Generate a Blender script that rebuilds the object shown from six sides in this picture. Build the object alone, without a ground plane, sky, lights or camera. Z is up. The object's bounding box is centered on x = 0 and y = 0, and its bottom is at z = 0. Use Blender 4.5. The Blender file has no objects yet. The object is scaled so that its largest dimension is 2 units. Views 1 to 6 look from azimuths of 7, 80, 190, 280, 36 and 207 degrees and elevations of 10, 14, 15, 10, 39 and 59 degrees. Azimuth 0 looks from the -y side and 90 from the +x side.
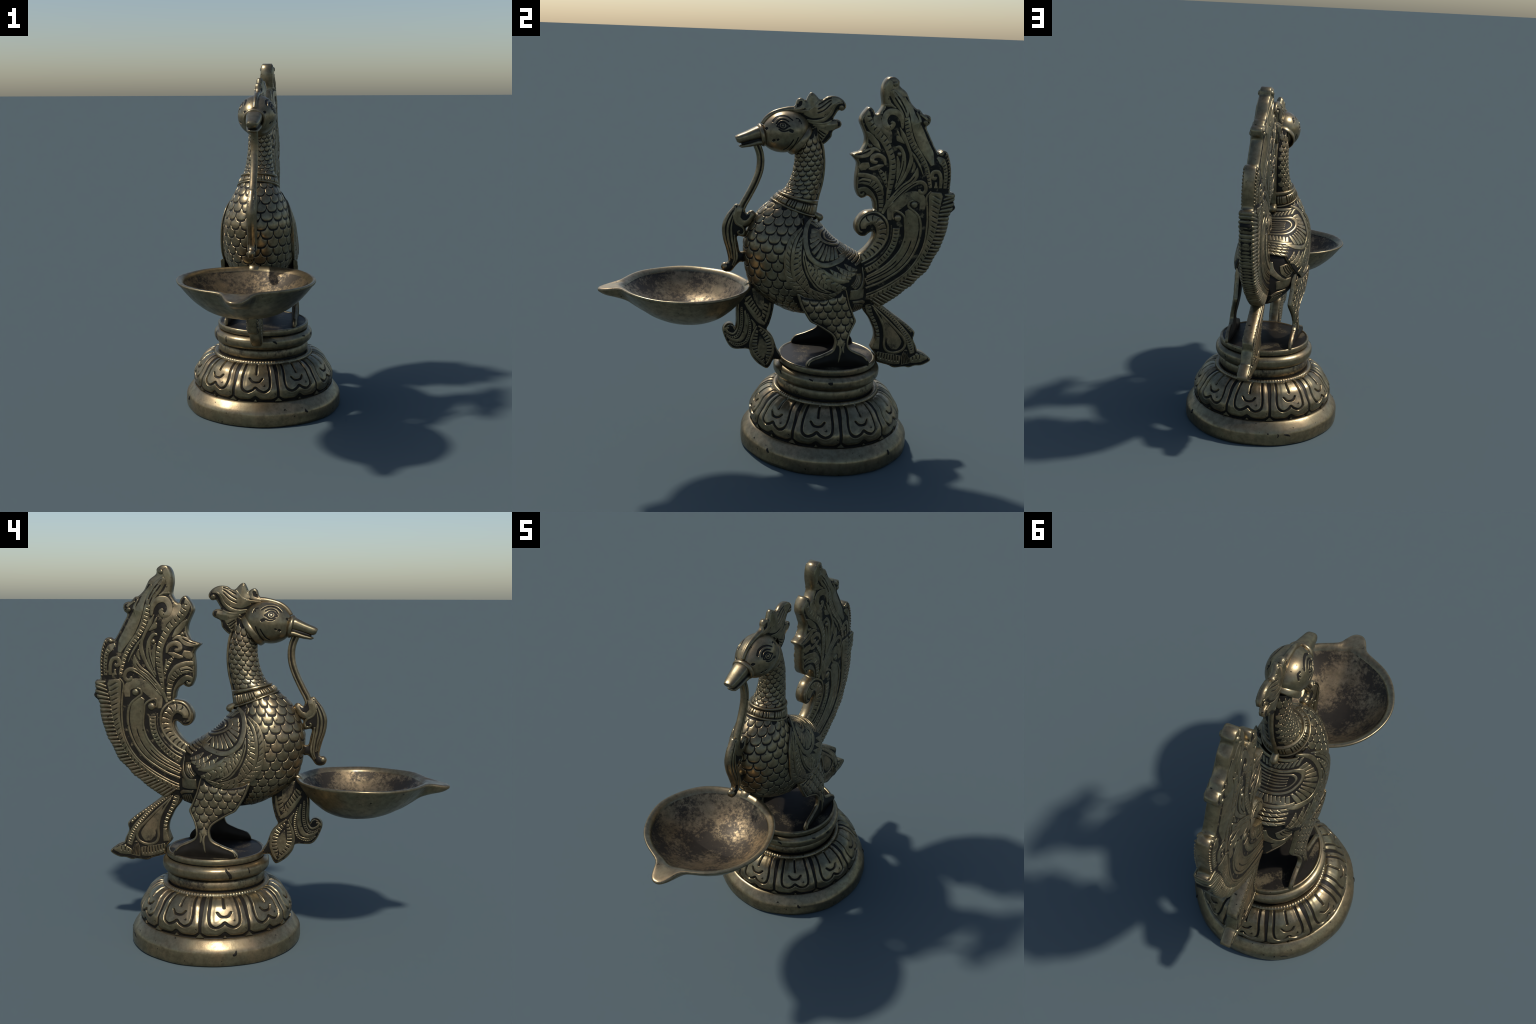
"""Antique bronze bird-shaped oil lamp: a peacock with scaled breast, engraved wings and a tall
carved tail plate, holding a garland in its beak and an oil bowl before its breast, standing on a
lotus pedestal.  Everything is laid out on the bird's plane of symmetry (y = length, z = height);
side ornament is modelled once on the -x side and mirrored.

Dark patina is a core surface under every ornamented part; raised bronze pieces (scales, feathers,
cords, scrolls, petals) sit on it, and their engraved grooves dip below it."""
import bpy, math, random
import numpy as np
from mathutils import Vector, Matrix
from mathutils.bvhtree import BVHTree
from mathutils.geometry import delaunay_2d_cdt

random.seed(7)
RNG = np.random.default_rng(7)
scene = bpy.context.scene

# ------------------------------------------------------------------ materials
def node(nt, kind, loc=(0, 0), **kw):
    n = nt.nodes.new(kind)
    for a, v in kw.items():
        setattr(n, a, v)
    return n

def noise(nt, coord, scale, detail=4.0, rough=0.6, distort=0.0):
    n = node(nt, "ShaderNodeTexNoise")
    n.inputs["Scale"].default_value = scale
    n.inputs["Detail"].default_value = detail
    n.inputs["Roughness"].default_value = rough
    n.inputs["Distortion"].default_value = distort
    nt.links.new(coord, n.inputs["Vector"])
    return n.outputs["Fac"]

def ramp(nt, fac, stops):
    r = node(nt, "ShaderNodeValToRGB")
    el = r.color_ramp.elements
    while len(el) < len(stops):
        el.new(0.5)
    for e, (p, c) in zip(el, stops):
        e.position = p
        e.color = (*c, 1) if len(c) == 3 else c
    nt.links.new(fac, r.inputs["Fac"])
    return r.outputs["Color"]

def mask(nt, fac, lo, hi):
    m = node(nt, "ShaderNodeMapRange")
    m.inputs["From Min"].default_value = lo
    m.inputs["From Max"].default_value = hi
    m.clamp = True
    nt.links.new(fac, m.inputs["Value"])
    return m.outputs["Result"]

def mix(nt, fac, a, b):
    m = node(nt, "ShaderNodeMix", data_type="RGBA")
    if isinstance(fac, float):
        m.inputs[0].default_value = fac
    else:
        nt.links.new(fac, m.inputs[0])
    for s, v in ((6, a), (7, b)):
        if isinstance(v, tuple):
            m.inputs[s].default_value = (*v, 1)
        else:
            nt.links.new(v, m.inputs[s])
    return m.outputs[2]

def math_node(nt, op, a, b):
    m = node(nt, "ShaderNodeMath", operation=op)
    for i, v in enumerate((a, b)):
        if isinstance(v, (int, float)):
            m.inputs[i].default_value = v
        else:
            nt.links.new(v, m.inputs[i])
    return m.outputs[0]

PATINA_COLOUR = (0.0095, 0.0078, 0.0056)
BRONZE_DARK = (0.145, 0.112, 0.064)
BRONZE_MID = (0.288, 0.229, 0.132)
BRONZE_WARM = (0.358, 0.248, 0.138)
BRONZE_OLIVE = (0.230, 0.205, 0.122)

def make_bronze(name, speck=0.0, blotch=(0.60, 0.75), spots=True, rough=0.33, warm=0.0):
    """Tarnished bronze: olive/warm mottling, dark pits, optional dark oil-soot specks."""
    m = bpy.data.materials.new(name)
    m.use_nodes = True
    nt = m.node_tree
    bsdf = nt.nodes["Principled BSDF"]
    co = node(nt, "ShaderNodeTexCoord").outputs["Object"]
    big = noise(nt, co, 7.0, 4, 0.55)
    mid = noise(nt, co, 32.0, 5, 0.65)
    fine = noise(nt, co, 170.0, 3, 0.7)
    col = ramp(nt, big, [(0.30, BRONZE_OLIVE), (0.50, BRONZE_MID), (0.72, BRONZE_WARM)])
    if warm > 0:
        col = mix(nt, warm, col, BRONZE_WARM)
    col = mix(nt, mask(nt, mid, 0.37, 0.72), col, BRONZE_DARK)
    col = mix(nt, math_node(nt, "MULTIPLY", mask(nt, fine, 0.56, 0.75), 0.45), col, BRONZE_DARK)
    if spots:
        pit = math_node(nt, "MULTIPLY", mask(nt, noise(nt, co, 46.0, 2, 0.5), 0.70, 0.74), 0.85)
        col = mix(nt, pit, col, PATINA_COLOUR)
    r = math_node(nt, "ADD", math_node(nt, "MULTIPLY", mid, 0.26), rough - 0.13)
    metal = 0.86
    if speck > 0:
        wide = noise(nt, co, 5.5, 3, 0.6)
        grain = noise(nt, co, 55.0, 6, 0.75)
        f = math_node(nt, "ADD", math_node(nt, "MULTIPLY", wide, 1.0), math_node(nt, "MULTIPLY", grain, 0.9))
        f = math_node(nt, "MULTIPLY", mask(nt, f, *blotch), speck)
        col = mix(nt, f, col, (0.045, 0.038, 0.030))
        r = math_node(nt, "ADD", r, math_node(nt, "MULTIPLY", f, 0.12))
    nt.links.new(col, bsdf.inputs["Base Color"])
    nt.links.new(r, bsdf.inputs["Roughness"])
    bsdf.inputs["Metallic"].default_value = metal
    b = node(nt, "ShaderNodeBump")
    b.inputs["Strength"].default_value = 0.10
    b.inputs["Distance"].default_value = 0.004
    nt.links.new(math_node(nt, "ADD", mid, math_node(nt, "MULTIPLY", fine, 0.4)), b.inputs["Height"])
    nt.links.new(b.outputs["Normal"], bsdf.inputs["Normal"])
    return m

def make_patina(name, flecks=0.0, at=(0.92, 1.0), scale=(9.0, 90.0)):
    m = bpy.data.materials.new(name)
    m.use_nodes = True
    nt = m.node_tree
    bsdf = nt.nodes["Principled BSDF"]
    co = node(nt, "ShaderNodeTexCoord").outputs["Object"]
    mid = noise(nt, co, 24.0, 6, 0.7)
    col = mix(nt, mask(nt, mid, 0.35, 0.7), PATINA_COLOUR, (0.017, 0.0138, 0.0098))
    if flecks > 0:
        worn = math_node(nt, "ADD", noise(nt, co, scale[0], 2, 0.5), math_node(nt, "MULTIPLY", noise(nt, co, scale[1], 5, 0.7), 0.6))
        f = math_node(nt, "MULTIPLY", mask(nt, worn, *at), flecks)
        col = mix(nt, f, col, BRONZE_MID)
    nt.links.new(col, bsdf.inputs["Base Color"])
    if flecks > 0:
        nt.links.new(f, bsdf.inputs["Metallic"])
    else:
        bsdf.inputs["Metallic"].default_value = 0.0
    bsdf.inputs["Specular IOR Level"].default_value = 0.18
    bsdf.inputs["Roughness"].default_value = 0.5
    return m

BRONZE = make_bronze("tarnished_bronze")
BRONZE_PLAIN = make_bronze("cast_bronze", spots=True, rough=0.34)
BRONZE_SOOT = make_bronze("soot_stained_bronze", speck=0.94, blotch=(0.85, 1.03), rough=0.42, warm=0.55)
BRONZE_WORN = make_bronze("worn_ground_bronze", speck=0.85, blotch=(0.94, 1.08), rough=0.45)
PATINA = make_patina("dark_patina")
PATINA_WORN = make_patina("worn_dark_patina", 0.42, at=(0.88, 1.04))
PATINA_PATCHY = make_patina("patchy_dark_patina", 0.6, at=(0.90, 1.02), scale=(26.0, 140.0))

# ------------------------------------------------------------------ scene tree
THING = bpy.data.objects.new("bird_oil_lamp", None)
THING.location = (0, 0.287, 0)
scene.collection.objects.link(THING)
THING["label"] = "antique bronze peacock oil lamp with bowl on lotus base"
THING["category"] = "oil lamp"

def attach(ob, parent):
    ob.parent = parent
    m = Matrix.Identity(4)
    p = parent
    while p is not None:
        m = Matrix.Translation(p.location) @ m if p is THING else m
        p = p.parent
    ob.matrix_parent_inverse = m.inverted() if parent is THING else Matrix.Identity(4)

def add_mesh(name, verts, faces, mats, parent, face_mat=None, smooth=True, kind=None):
    me = bpy.data.meshes.new(name)
    me.from_pydata([tuple(map(float, v)) for v in verts], [], [tuple(map(int, f)) for f in faces])
    for m in (mats if isinstance(mats, (list, tuple)) else [mats]):
        me.materials.append(m)
    if face_mat is not None:
        me.polygons.foreach_set("material_index", np.asarray(face_mat, np.int32))
    me.polygons.foreach_set("use_smooth", np.full(len(me.polygons), bool(smooth)))
    me.update()
    ob = bpy.data.objects.new(name, me)
    scene.collection.objects.link(ob)
    attach(ob, parent)
    if kind:
        ob["kind"] = kind
    return ob

def mirror(ob, parent=None):
    """The twin on the +x side shares the mesh."""
    c = ob.copy()
    c.scale = (-1, 1, 1)
    scene.collection.objects.link(c)
    if parent is not None:
        attach(c, parent)
    # a mirrored parent already flips its children
    return c

# ------------------------------------------------------------------ curve helpers
def spline(pts, n=None, step=None, closed=False):
    """Centripetal-like Catmull-Rom through control points, resampled evenly."""
    p = np.asarray(pts, float)
    if len(p) == 2 and not closed:
        p = np.vstack([p[0], p.mean(0), p[1]])
    if closed:
        q = np.vstack([p[-1], p, p[0], p[1]])
    else:
        q = np.vstack([2 * p[0] - p[1], p, 2 * p[-1] - p[-2]])
    out, par = [], []
    for i in range(1, len(q) - 2):
        u = np.linspace(0, 1, 24, endpoint=False)[:, None]
        a, b, c, d = q[i - 1], q[i], q[i + 1], q[i + 2]
        m1, m2 = 0.5 * (c - a), 0.5 * (d - b)
        L = np.linalg.norm(c - b)
        for mm in (m1, m2):                      # tame overshoot on uneven spacing
            s = np.linalg.norm(mm)
            if s > 1.2 * L:
                mm *= 1.2 * L / s
        h = [2 * u**3 - 3 * u**2 + 1, u**3 - 2 * u**2 + u, -2 * u**3 + 3 * u**2, u**3 - u**2]
        out.append(h[0] * b + h[1] * m1 + h[2] * c + h[3] * m2)
        par.append(i - 1 + u[:, 0])
    if not closed:
        out.append(p[-1][None]); par.append(np.array([len(p) - 1.0]))
    out, par = np.vstack(out), np.concatenate(par)
    if closed:
        out, par = np.vstack([out, out[:1]]), np.append(par, len(p))
    s = np.concatenate([[0], np.cumsum(np.linalg.norm(np.diff(out, axis=0), axis=1))])
    if n is None:
        n = max(4, int(s[-1] / step) + 1)
    t = np.linspace(0, s[-1], n + (1 if closed else 0))
    r = np.stack([np.interp(t, s, out[:, i]) for i in range(p.shape[1])], 1)
    pr = np.interp(t, s, par)
    return (r[:-1], pr[:-1], t[:-1]) if closed else (r, pr, t)

def polyline(pts, step, closed=True):
    """Straight-sided outline resampled with all its corners kept."""
    p = np.asarray(pts, float)
    out = []
    m = len(p) if closed else len(p) - 1
    for i in range(m):
        a, b = p[i], p[(i + 1) % len(p)]
        n = max(1, int(round(np.linalg.norm(b - a) / step)))
        out += [a + (b - a) * j / n for j in range(n)]
    return np.array(out)

def seg_dist(q, poly, closed=True):
    """Distance from points q to a polyline, and the nearest point."""
    a = poly
    b = np.roll(poly, -1, 0) if closed else poly[1:]
    a = a[: len(b)]
    d = b - a
    L = (d * d).sum(1) + 1e-18
    best = np.full(len(q), 1e9)
    near = np.zeros_like(q)
    for i in range(0, len(q), 4000):
        x = q[i:i + 4000]
        t = np.clip(((x[:, None] - a[None]) * d[None]).sum(2) / L[None], 0, 1)
        c = a[None] + t[..., None] * d[None]
        dd = ((x[:, None] - c) ** 2).sum(2)
        j = dd.argmin(1)
        best[i:i + 4000] = np.sqrt(dd[np.arange(len(x)), j])
        near[i:i + 4000] = c[np.arange(len(x)), j]
    return best, near

def inside(q, poly):
    x, y = q[:, 0][:, None], q[:, 1][:, None]
    a, b = poly, np.roll(poly, -1, 0)
    c = ((a[:, 1] > y) != (b[:, 1] > y)) & (x < (b[:, 0] - a[:, 0]) * (y - a[:, 1]) / (b[:, 1] - a[:, 1] + 1e-18) + a[:, 0])
    return c.sum(1) % 2 == 1

def smooth01(x):
    x = np.clip(x, 0, 1)
    return x * x * (3 - 2 * x)

# ------------------------------------------------------------------ plates (tail, crest, supports, legs)
class Plate:
    """A cast plate lying in the plane of symmetry (or beside it): an outline, a half thickness that
    swells from the rim to the middle, and a centre plane x = xc(y, z)."""

    def __init__(self, outline, edge, middle, swell=0.09, round_off=0.012, xc=None, smooth=True, step=0.010):
        self.poly = spline(outline, step=step, closed=True)[0] if smooth else polyline(outline, step)
        self.edge, self.middle, self.swell, self.round = edge, middle, swell, round_off
        self.xc = xc or (lambda y, z: 0 * y)
        lo, hi = self.poly.min(0) - 0.02, self.poly.max(0) + 0.02
        self.lo, self.cell = lo, 0.006
        ny, nz = ((hi - lo) / self.cell).astype(int) + 2
        gy, gz = np.meshgrid(lo[0] + self.cell * np.arange(ny), lo[1] + self.cell * np.arange(nz), indexing="ij")
        q = np.stack([gy.ravel(), gz.ravel()], 1)
        d = seg_dist(q, self.poly)[0] * np.where(inside(q, self.poly), 1, -1)
        self.sd = d.reshape(ny, nz)

    def depth(self, q):
        f = (q - self.lo) / self.cell
        f = np.clip(f, 0, np.array(self.sd.shape) - 1.001)
        i = f.astype(int)
        r = f - i
        s = self.sd
        return ((1 - r[:, 0]) * (1 - r[:, 1]) * s[i[:, 0], i[:, 1]] + r[:, 0] * (1 - r[:, 1]) * s[i[:, 0] + 1, i[:, 1]]
                + (1 - r[:, 0]) * r[:, 1] * s[i[:, 0], i[:, 1] + 1] + r[:, 0] * r[:, 1] * s[i[:, 0] + 1, i[:, 1] + 1])

    def half(self, q):
        d = np.maximum(self.depth(q), 0)
        h = self.edge + (self.middle - self.edge) * smooth01(d / self.swell)
        return h - 0.5 * self.round * (1 - np.clip(d / self.round, 0, 1)) ** 2

    def surf(self, q, h):
        d = self.depth(q)
        out = d < 0.0015
        if out.any():                                 # ornament never hangs over the rim
            _, near = seg_dist(q[out], self.poly)
            g = q[out] - near
            g /= np.linalg.norm(g, axis=1)[:, None] + 1e-9
            g[d[out] < 0] *= -1
            q, h = q.copy(), h.copy()
            q[out] = near + g * 0.0012
            h[out] = np.minimum(h[out], DIP)
        return np.stack([self.xc(q[:, 0], q[:, 1]) - self.half(q) - h, q[:, 0], q[:, 1]], 1)

    def build(self, name, parent, mats=None, grid=0.009, rim=0.010, back_dark=False, bare=None, dark=None):
        n = len(self.poly)
        lo, hi = self.poly.min(0), self.poly.max(0)
        pts = []
        for r, z in enumerate(np.arange(lo[1], hi[1], grid * 0.87)):
            ys = np.arange(lo[0] + (r % 2) * grid / 2, hi[0], grid)
            pts.append(np.stack([ys, 0 * ys + z], 1))
        pts = np.vstack(pts)
        d = self.depth(pts)
        pts = pts[d > grid * 0.45]
        ring = []
        for off in (0.0035, 0.008):                   # loops just inside the rim carry the rounding
            a = self.poly
            t = np.roll(a, -1, 0) - np.roll(a, 1, 0)
            t /= np.linalg.norm(t, axis=1)[:, None] + 1e-12
            nrm = np.stack([-t[:, 1], t[:, 0]], 1)
            for sgn in (1, -1):
                q = a + sgn * nrm * off
                dd = self.depth(q)
                ring.append(q[dd > off * 0.75])
        pts = np.vstack([pts] + ring)
        allp = np.vstack([self.poly, pts])
        vs, _, fs, _, _, _ = delaunay_2d_cdt([Vector(p) for p in allp], [(i, (i + 1) % n) for i in range(n)], [], 1, 1e-6)
        q = np.array([[v.x, v.y] for v in vs])
        x0, h = self.xc(q[:, 0], q[:, 1]), self.half(q)
        m = len(q)
        verts = np.vstack([np.stack([x0 - h, q[:, 0], q[:, 1]], 1), np.stack([x0 + h, q[:, 0], q[:, 1]], 1)])
        dv = self.depth(q)
        hidden = dark(q) if dark is not None else np.zeros(len(q), bool)
        faces, fm = [], []
        edges = {}
        for f in fs:
            a, b, c = (int(i) for i in f)
            area = (q[b, 0] - q[a, 0]) * (q[c, 1] - q[a, 1]) - (q[b, 1] - q[a, 1]) * (q[c, 0] - q[a, 0])
            if abs(area) < 1e-12:
                continue
            if area > 0:
                a, b, c = c, b, a
            faces += [(a, b, c), (m + c, m + b, m + a)]
            edge_face = int(min(dv[a], dv[b], dv[c]) < rim * 0.4 and max(dv[a], dv[b], dv[c]) < rim)
            if bare is not None and bare(*q[[a, b, c]].mean(0)):
                edge_face = 1
            if hidden[a]:
                edge_face = 0
            fm += [edge_face, 0 if back_dark else edge_face]
            for e in ((a, b), (b, c), (c, a)):
                edges[e] = edges.get(e, 0) + 1
        for (a, b) in list(edges):
            if (b, a) not in edges:
                faces.append((b, a, m + a, m + b))
                fm.append(0 if hidden[a] else 1)
        ob = add_mesh(name, verts, faces, mats or [PATINA, BRONZE_PLAIN], parent, fm)
        try:
            ob.data.set_sharp_from_angle(angle=math.radians(55))
        except Exception:
            pass
        return ob

# ------------------------------------------------------------------ raised strokes
DIP = -0.0026     # grooves and piece edges end this far below the dark core

def stroke(name, surf, parent, pts, hw, h=0.009, ticks=None, grooves=(), mat=None, inner=None, step=0.0019,
           closed=False, twin=True, kind=None, widen=1.14, rise=0.0013):
    """A raised band along a spine: half widths hw at its control points, a flat-topped cushion
    section, engraved cross ticks and lengthwise grooves (v, width, s0, s1)."""
    h = 0.0010 + 0.16 * h
    c, par, s = spline(pts, step=step, closed=closed)
    w = widen * np.interp(par, np.linspace(0, len(pts) - (0 if closed else 1), len(hw) + (1 if closed else 0)),
                          list(hw) + ([hw[0]] if closed else []))
    t = (np.roll(c, -1, 0) - np.roll(c, 1, 0)) if closed else np.gradient(c, axis=0)
    t /= np.linalg.norm(t, axis=1)[:, None] + 1e-12
    if inner is None:                                # enough columns to carry the lengthwise grooves
        inner = int(np.clip(2 * w.max() / 0.0016, 9, 45)) if len(grooves) else 9
    nr = np.stack([-t[:, 1], t[:, 0]], 1)
    edge = np.minimum(np.array([0.0, 0.0006, 0.0013, 0.0030])[None] / np.maximum(w, 1e-4)[:, None], np.array([0, 0.16, 0.32, 0.5])[None])
    mid = (1 - edge[:, -1:]) * np.linspace(-1, 1, inner + 2)[None, 1:-1]
    V = np.hstack([-1 + edge, mid, (1 - edge)[:, ::-1]])
    S = np.repeat(s[:, None], V.shape[1], 1)
    Wd = np.repeat(w[:, None], V.shape[1], 1)
    de = (1 - np.abs(V)) * Wd
    hh = np.minimum(h, 0.5 * h + 0.35 * Wd)
    ht = DIP + (hh - DIP) * smooth01(de / rise) ** 0.7 + 0.0012 * (1 - V * V)
    if not closed:                                   # the two ends roll down as well
        for e in (s, s[-1] - s):
            f = smooth01(e / np.maximum(0.004, 0.25 * w))[:, None] ** 0.7
            ht = DIP + (ht - DIP) * f
    L = s[-1] + 1e-9
    for tk in ([ticks] if isinstance(ticks, dict) else ticks or ()):
        per, wd = tk["period"], tk.get("width", 0.0042)
        ph = (S + tk.get("slant", 0.0) * V * Wd + tk.get("bow", 0.0) * (V * V) * Wd) / per
        near = np.abs(ph - np.round(ph)) * per
        g = 1 - smooth01((near - 0.36 * wd) / (0.28 * wd))
        g *= smooth01((V - tk.get("v0", -0.7)) / 0.18 + 0.5) * smooth01((tk.get("v1", 0.7) - V) / 0.18 + 0.5)
        g *= (S > tk.get("s0", 0.03) * L) * (S < tk.get("s1", 0.97) * L)
        ht = ht + (1.2 * DIP - ht) * g
    for gv in grooves:
        v0, gw, s0, s1 = (list(gv) + [0.0, 1.0])[:4] if len(gv) < 4 else gv
        g = 1 - smooth01((np.abs(V - v0) * Wd - 0.36 * gw) / (0.28 * gw))
        g *= smooth01((S / L - s0) / 0.04) * smooth01((s1 - S / L) / 0.04)
        ht = ht + (1.2 * DIP - ht) * g
    q = c[:, None] + nr[:, None] * (V * Wd)[..., None]
    P = surf(q.reshape(-1, 2), ht.ravel())
    n, m = V.shape
    idx = np.arange(n * m).reshape(n, m)
    if closed:
        idx = np.vstack([idx, idx[:1]])
    f = np.stack([idx[:-1, :-1], idx[:-1, 1:], idx[1:, 1:], idx[1:, :-1]], -1).reshape(-1, 4)
    ob = add_mesh(name, P, f, mat or BRONZE, parent, kind=kind)
    fix_outward(ob)
    if twin:
        mirror(ob)
    return ob

def fix_outward(ob):
    """Side pieces live on the -x side: make their normals face -x."""
    me = ob.data
    a = np.empty(len(me.polygons) * 3, np.float32)
    me.polygons.foreach_get("normal", a)
    ar = np.empty(len(me.polygons), np.float32)
    me.polygons.foreach_get("area", ar)
    if (a.reshape(-1, 3)[:, 0] * ar).sum() > 0:
        me.flip_normals()

def boss(name, surf, parent, c, r, h=0.012, mat=None, twin=True, rings=6, segs=18):
    """A small round knob, the eye of a scroll."""
    c = np.asarray(c, float)
    h = 0.003 + 0.5 * h
    q, hh, idx = [c], [h], []
    for i in range(1, rings + 1):
        a = i / rings
        for j in range(segs):
            th = 2 * math.pi * j / segs
            q.append(c + r * a * np.array([math.cos(th), math.sin(th)]))
            hh.append(DIP + (h - DIP) * math.sqrt(max(0, 1 - a ** 2.6)))
    P = surf(np.array(q), np.array(hh))
    f = [(0, 1 + j, 1 + (j + 1) % segs) for j in range(segs)]
    for i in range(rings - 1):
        o = 1 + i * segs
        f += [(o + j, o + segs + j, o + segs + (j + 1) % segs, o + (j + 1) % segs) for j in range(segs)]
    ob = add_mesh(name, P, f, mat or BRONZE, parent)
    fix_outward(ob)
    if twin:
        mirror(ob)
    return ob

def revolve(name, profile, parent, mat, segs=128, cy=0.287, close=False, smooth=True, bump=None, sharp=50):
    p = np.asarray(profile, float)
    th = np.linspace(0, 2 * math.pi, segs, endpoint=False)
    r, z = np.repeat(p[:, 0][:, None], segs, 1), np.repeat(p[:, 1][:, None], segs, 1)
    if bump is not None:
        dr, dz = bump(th, len(p))
        r, z = r + dr, z + dz
    verts = np.stack([r * np.sin(th), cy - r * np.cos(th), z], -1).reshape(-1, 3)
    faces = []
    m = len(p)
    for i in range(m if close else m - 1):
        a, b = i * segs, ((i + 1) % m) * segs
        faces += [(a + j, a + (j + 1) % segs, b + (j + 1) % segs, b + j) for j in range(segs)]
    ob = add_mesh(name, verts, faces, mat, parent, smooth=smooth)
    try:
        ob.data.set_sharp_from_angle(angle=math.radians(sharp))
    except Exception:
        pass
    return ob

def mirror_tree(ob):
    """Mirror a part with its pieces: the pieces follow their flipped parent."""
    c = ob.copy()
    c.scale = (-1, 1, 1)
    scene.collection.objects.link(c)
    for ch in list(ob.children):
        d = ch.copy()
        scene.collection.objects.link(d)
        d.parent = c
        d.matrix_parent_inverse = Matrix.Identity(4)
    return c

# ================================================================== pedestal
BASE_Y = 0.287
pedestal = revolve("pedestal", [(0.0, 0.002), (0.436, 0.002), (0.440, 0.012), (0.440, 0.080), (0.3985, 0.1335), (0.4035, 0.145), (0.4065, 0.165), (0.4035, 0.2025), (0.380, 0.241), (0.356, 0.279), (0.3275, 0.3018), (0.306, 0.3115), (0.284, 0.3125), (0.256, 0.316), (0.252, 0.33), (0.250, 0.395), (0.256, 0.455),
                                (0.252, 0.47), (0.250, 0.495), (0.0, 0.495)], THING, PATINA)

def foot_bump(th, n):
    wob = 0.0015 * np.sin(7 * th + 1) + 0.001 * np.sin(13 * th)
    return np.repeat(wob[None], n, 0), np.zeros((n, len(th)))

revolve("foot_ring", [(0.40, 0.0), (0.450, 0.0), (0.456, 0.006), (0.4585, 0.02), (0.4575, 0.068), (0.454, 0.080), (0.444, 0.095), (0.429, 0.113), (0.420, 0.124), (0.412, 0.131), (0.404, 0.1325), (0.394, 0.128)],
        pedestal, BRONZE_PLAIN, bump=foot_bump, segs=160, sharp=80)

def petal_mesh():
    """One lotus petal of ten: a cushion with a two-lobed lip, an engraved inner outline of the same
    shape, a short stem line and a smiling crease."""
    prof = spline([(0.284, 0.314), (0.306, 0.313), (0.328, 0.303), (0.357, 0.280), (0.381, 0.242), (0.405, 0.203), (0.408, 0.165), (0.405, 0.145), (0.400, 0.134)], n=120)[0]
    sl = np.concatenate([[0], np.cumsum(np.linalg.norm(np.diff(prof, axis=0), axis=1))])
    L = sl[-1]
    nu, nv = 130, 170
    a = np.sin(np.linspace(-1, 1, nu) * math.pi / 2)
    b = np.linspace(0, 1, nv)
    A, B = np.meshgrid(a, b)
    lip = 0.950 - 0.085 * np.exp(-(A / 0.17) ** 2) - 0.60 * np.clip(np.abs(A) - 0.70, 0, 1) ** 1.7
    side = 0.905 + 0.055 * smooth01(B / 0.8)
    Y = B * lip                                       # fraction of the profile length
    X = A * side
    r = np.interp(Y * L, sl, prof[:, 0])
    z = np.interp(Y * L, sl, prof[:, 1])
    tr = np.gradient(prof, axis=0)
    tr /= np.linalg.norm(tr, axis=1)[:, None]
    nr = np.interp(Y * L, sl, -tr[:, 1])
    nz = np.interp(Y * L, sl, tr[:, 0])
    mx = X * math.radians(18) * r                     # metric position on the unrolled petal
    my = Y * L
    def line(pts, w):
        """Engraved line; points are (share of the petal's half width, metres down the petal)."""
        p = np.array(pts, float)
        rr = np.interp(p[:, 1], sl, prof[:, 0])
        p = np.stack([p[:, 0] * math.radians(18) * rr, p[:, 1]], 1)
        q = np.stack([mx.ravel(), my.ravel()], 1)
        d = seg_dist(q, spline(p, step=0.003)[0], closed=False)[0].reshape(mx.shape)
        return 1 - smooth01((d - 0.36 * w) / (0.30 * w))
    dx = (side - np.abs(X)) * math.radians(18) * r
    dy = (lip - Y) * L
    edge = np.minimum(np.minimum(dx, dy), 0.004 + my * 0.8)
    ht = -0.005 + 0.0075 * smooth01(edge / 0.005) ** 0.6 + 0.0040 * smooth01(edge / 0.022)
    half = [(-0.60, 0.004), (-0.62, 0.06), (-0.66, 0.125), (-0.60, 0.170), (-0.38, 0.188), (-0.15, 0.178), (0, 0.164)]
    inner = half + [(-x, y) for x, y in half[-2::-1]]
    g = line(inner, 0.0118)
    g = np.maximum(g, line([(0.02, 0.018), (0.0, 0.055), (0.01, 0.088)], 0.0105))
    g = np.maximum(g, line([(-0.30, 0.112), (-0.14, 0.132), (0.14, 0.132), (0.30, 0.112)], 0.0095))
    swell = np.maximum(line(inner, 0.05), 0)
    ht = ht - 0.0010 * swell
    ht = ht + (-0.005 - ht) * np.clip(g, 0, 1)
    R, Z = r + nr * ht, z + nz * ht
    ph = X * math.radians(18)
    verts = np.stack([R * np.sin(ph), -R * np.cos(ph), Z], -1).reshape(-1, 3)
    idx = np.arange(nu * nv).reshape(nv, nu)
    f = np.stack([idx[:-1, :-1], idx[1:, :-1], idx[1:, 1:], idx[:-1, 1:]], -1).reshape(-1, 4)
    return verts, f

pv, pf = petal_mesh()
first = None
for i in range(10):
    if first is None:
        ob = first = add_mesh("petal", pv, pf, BRONZE, pedestal)
    else:
        ob = first.copy()
        scene.collection.objects.link(ob)
    ob.location = (0, BASE_Y, 0)
    ob.rotation_euler = (0, 0, math.radians(36 * i))

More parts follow.
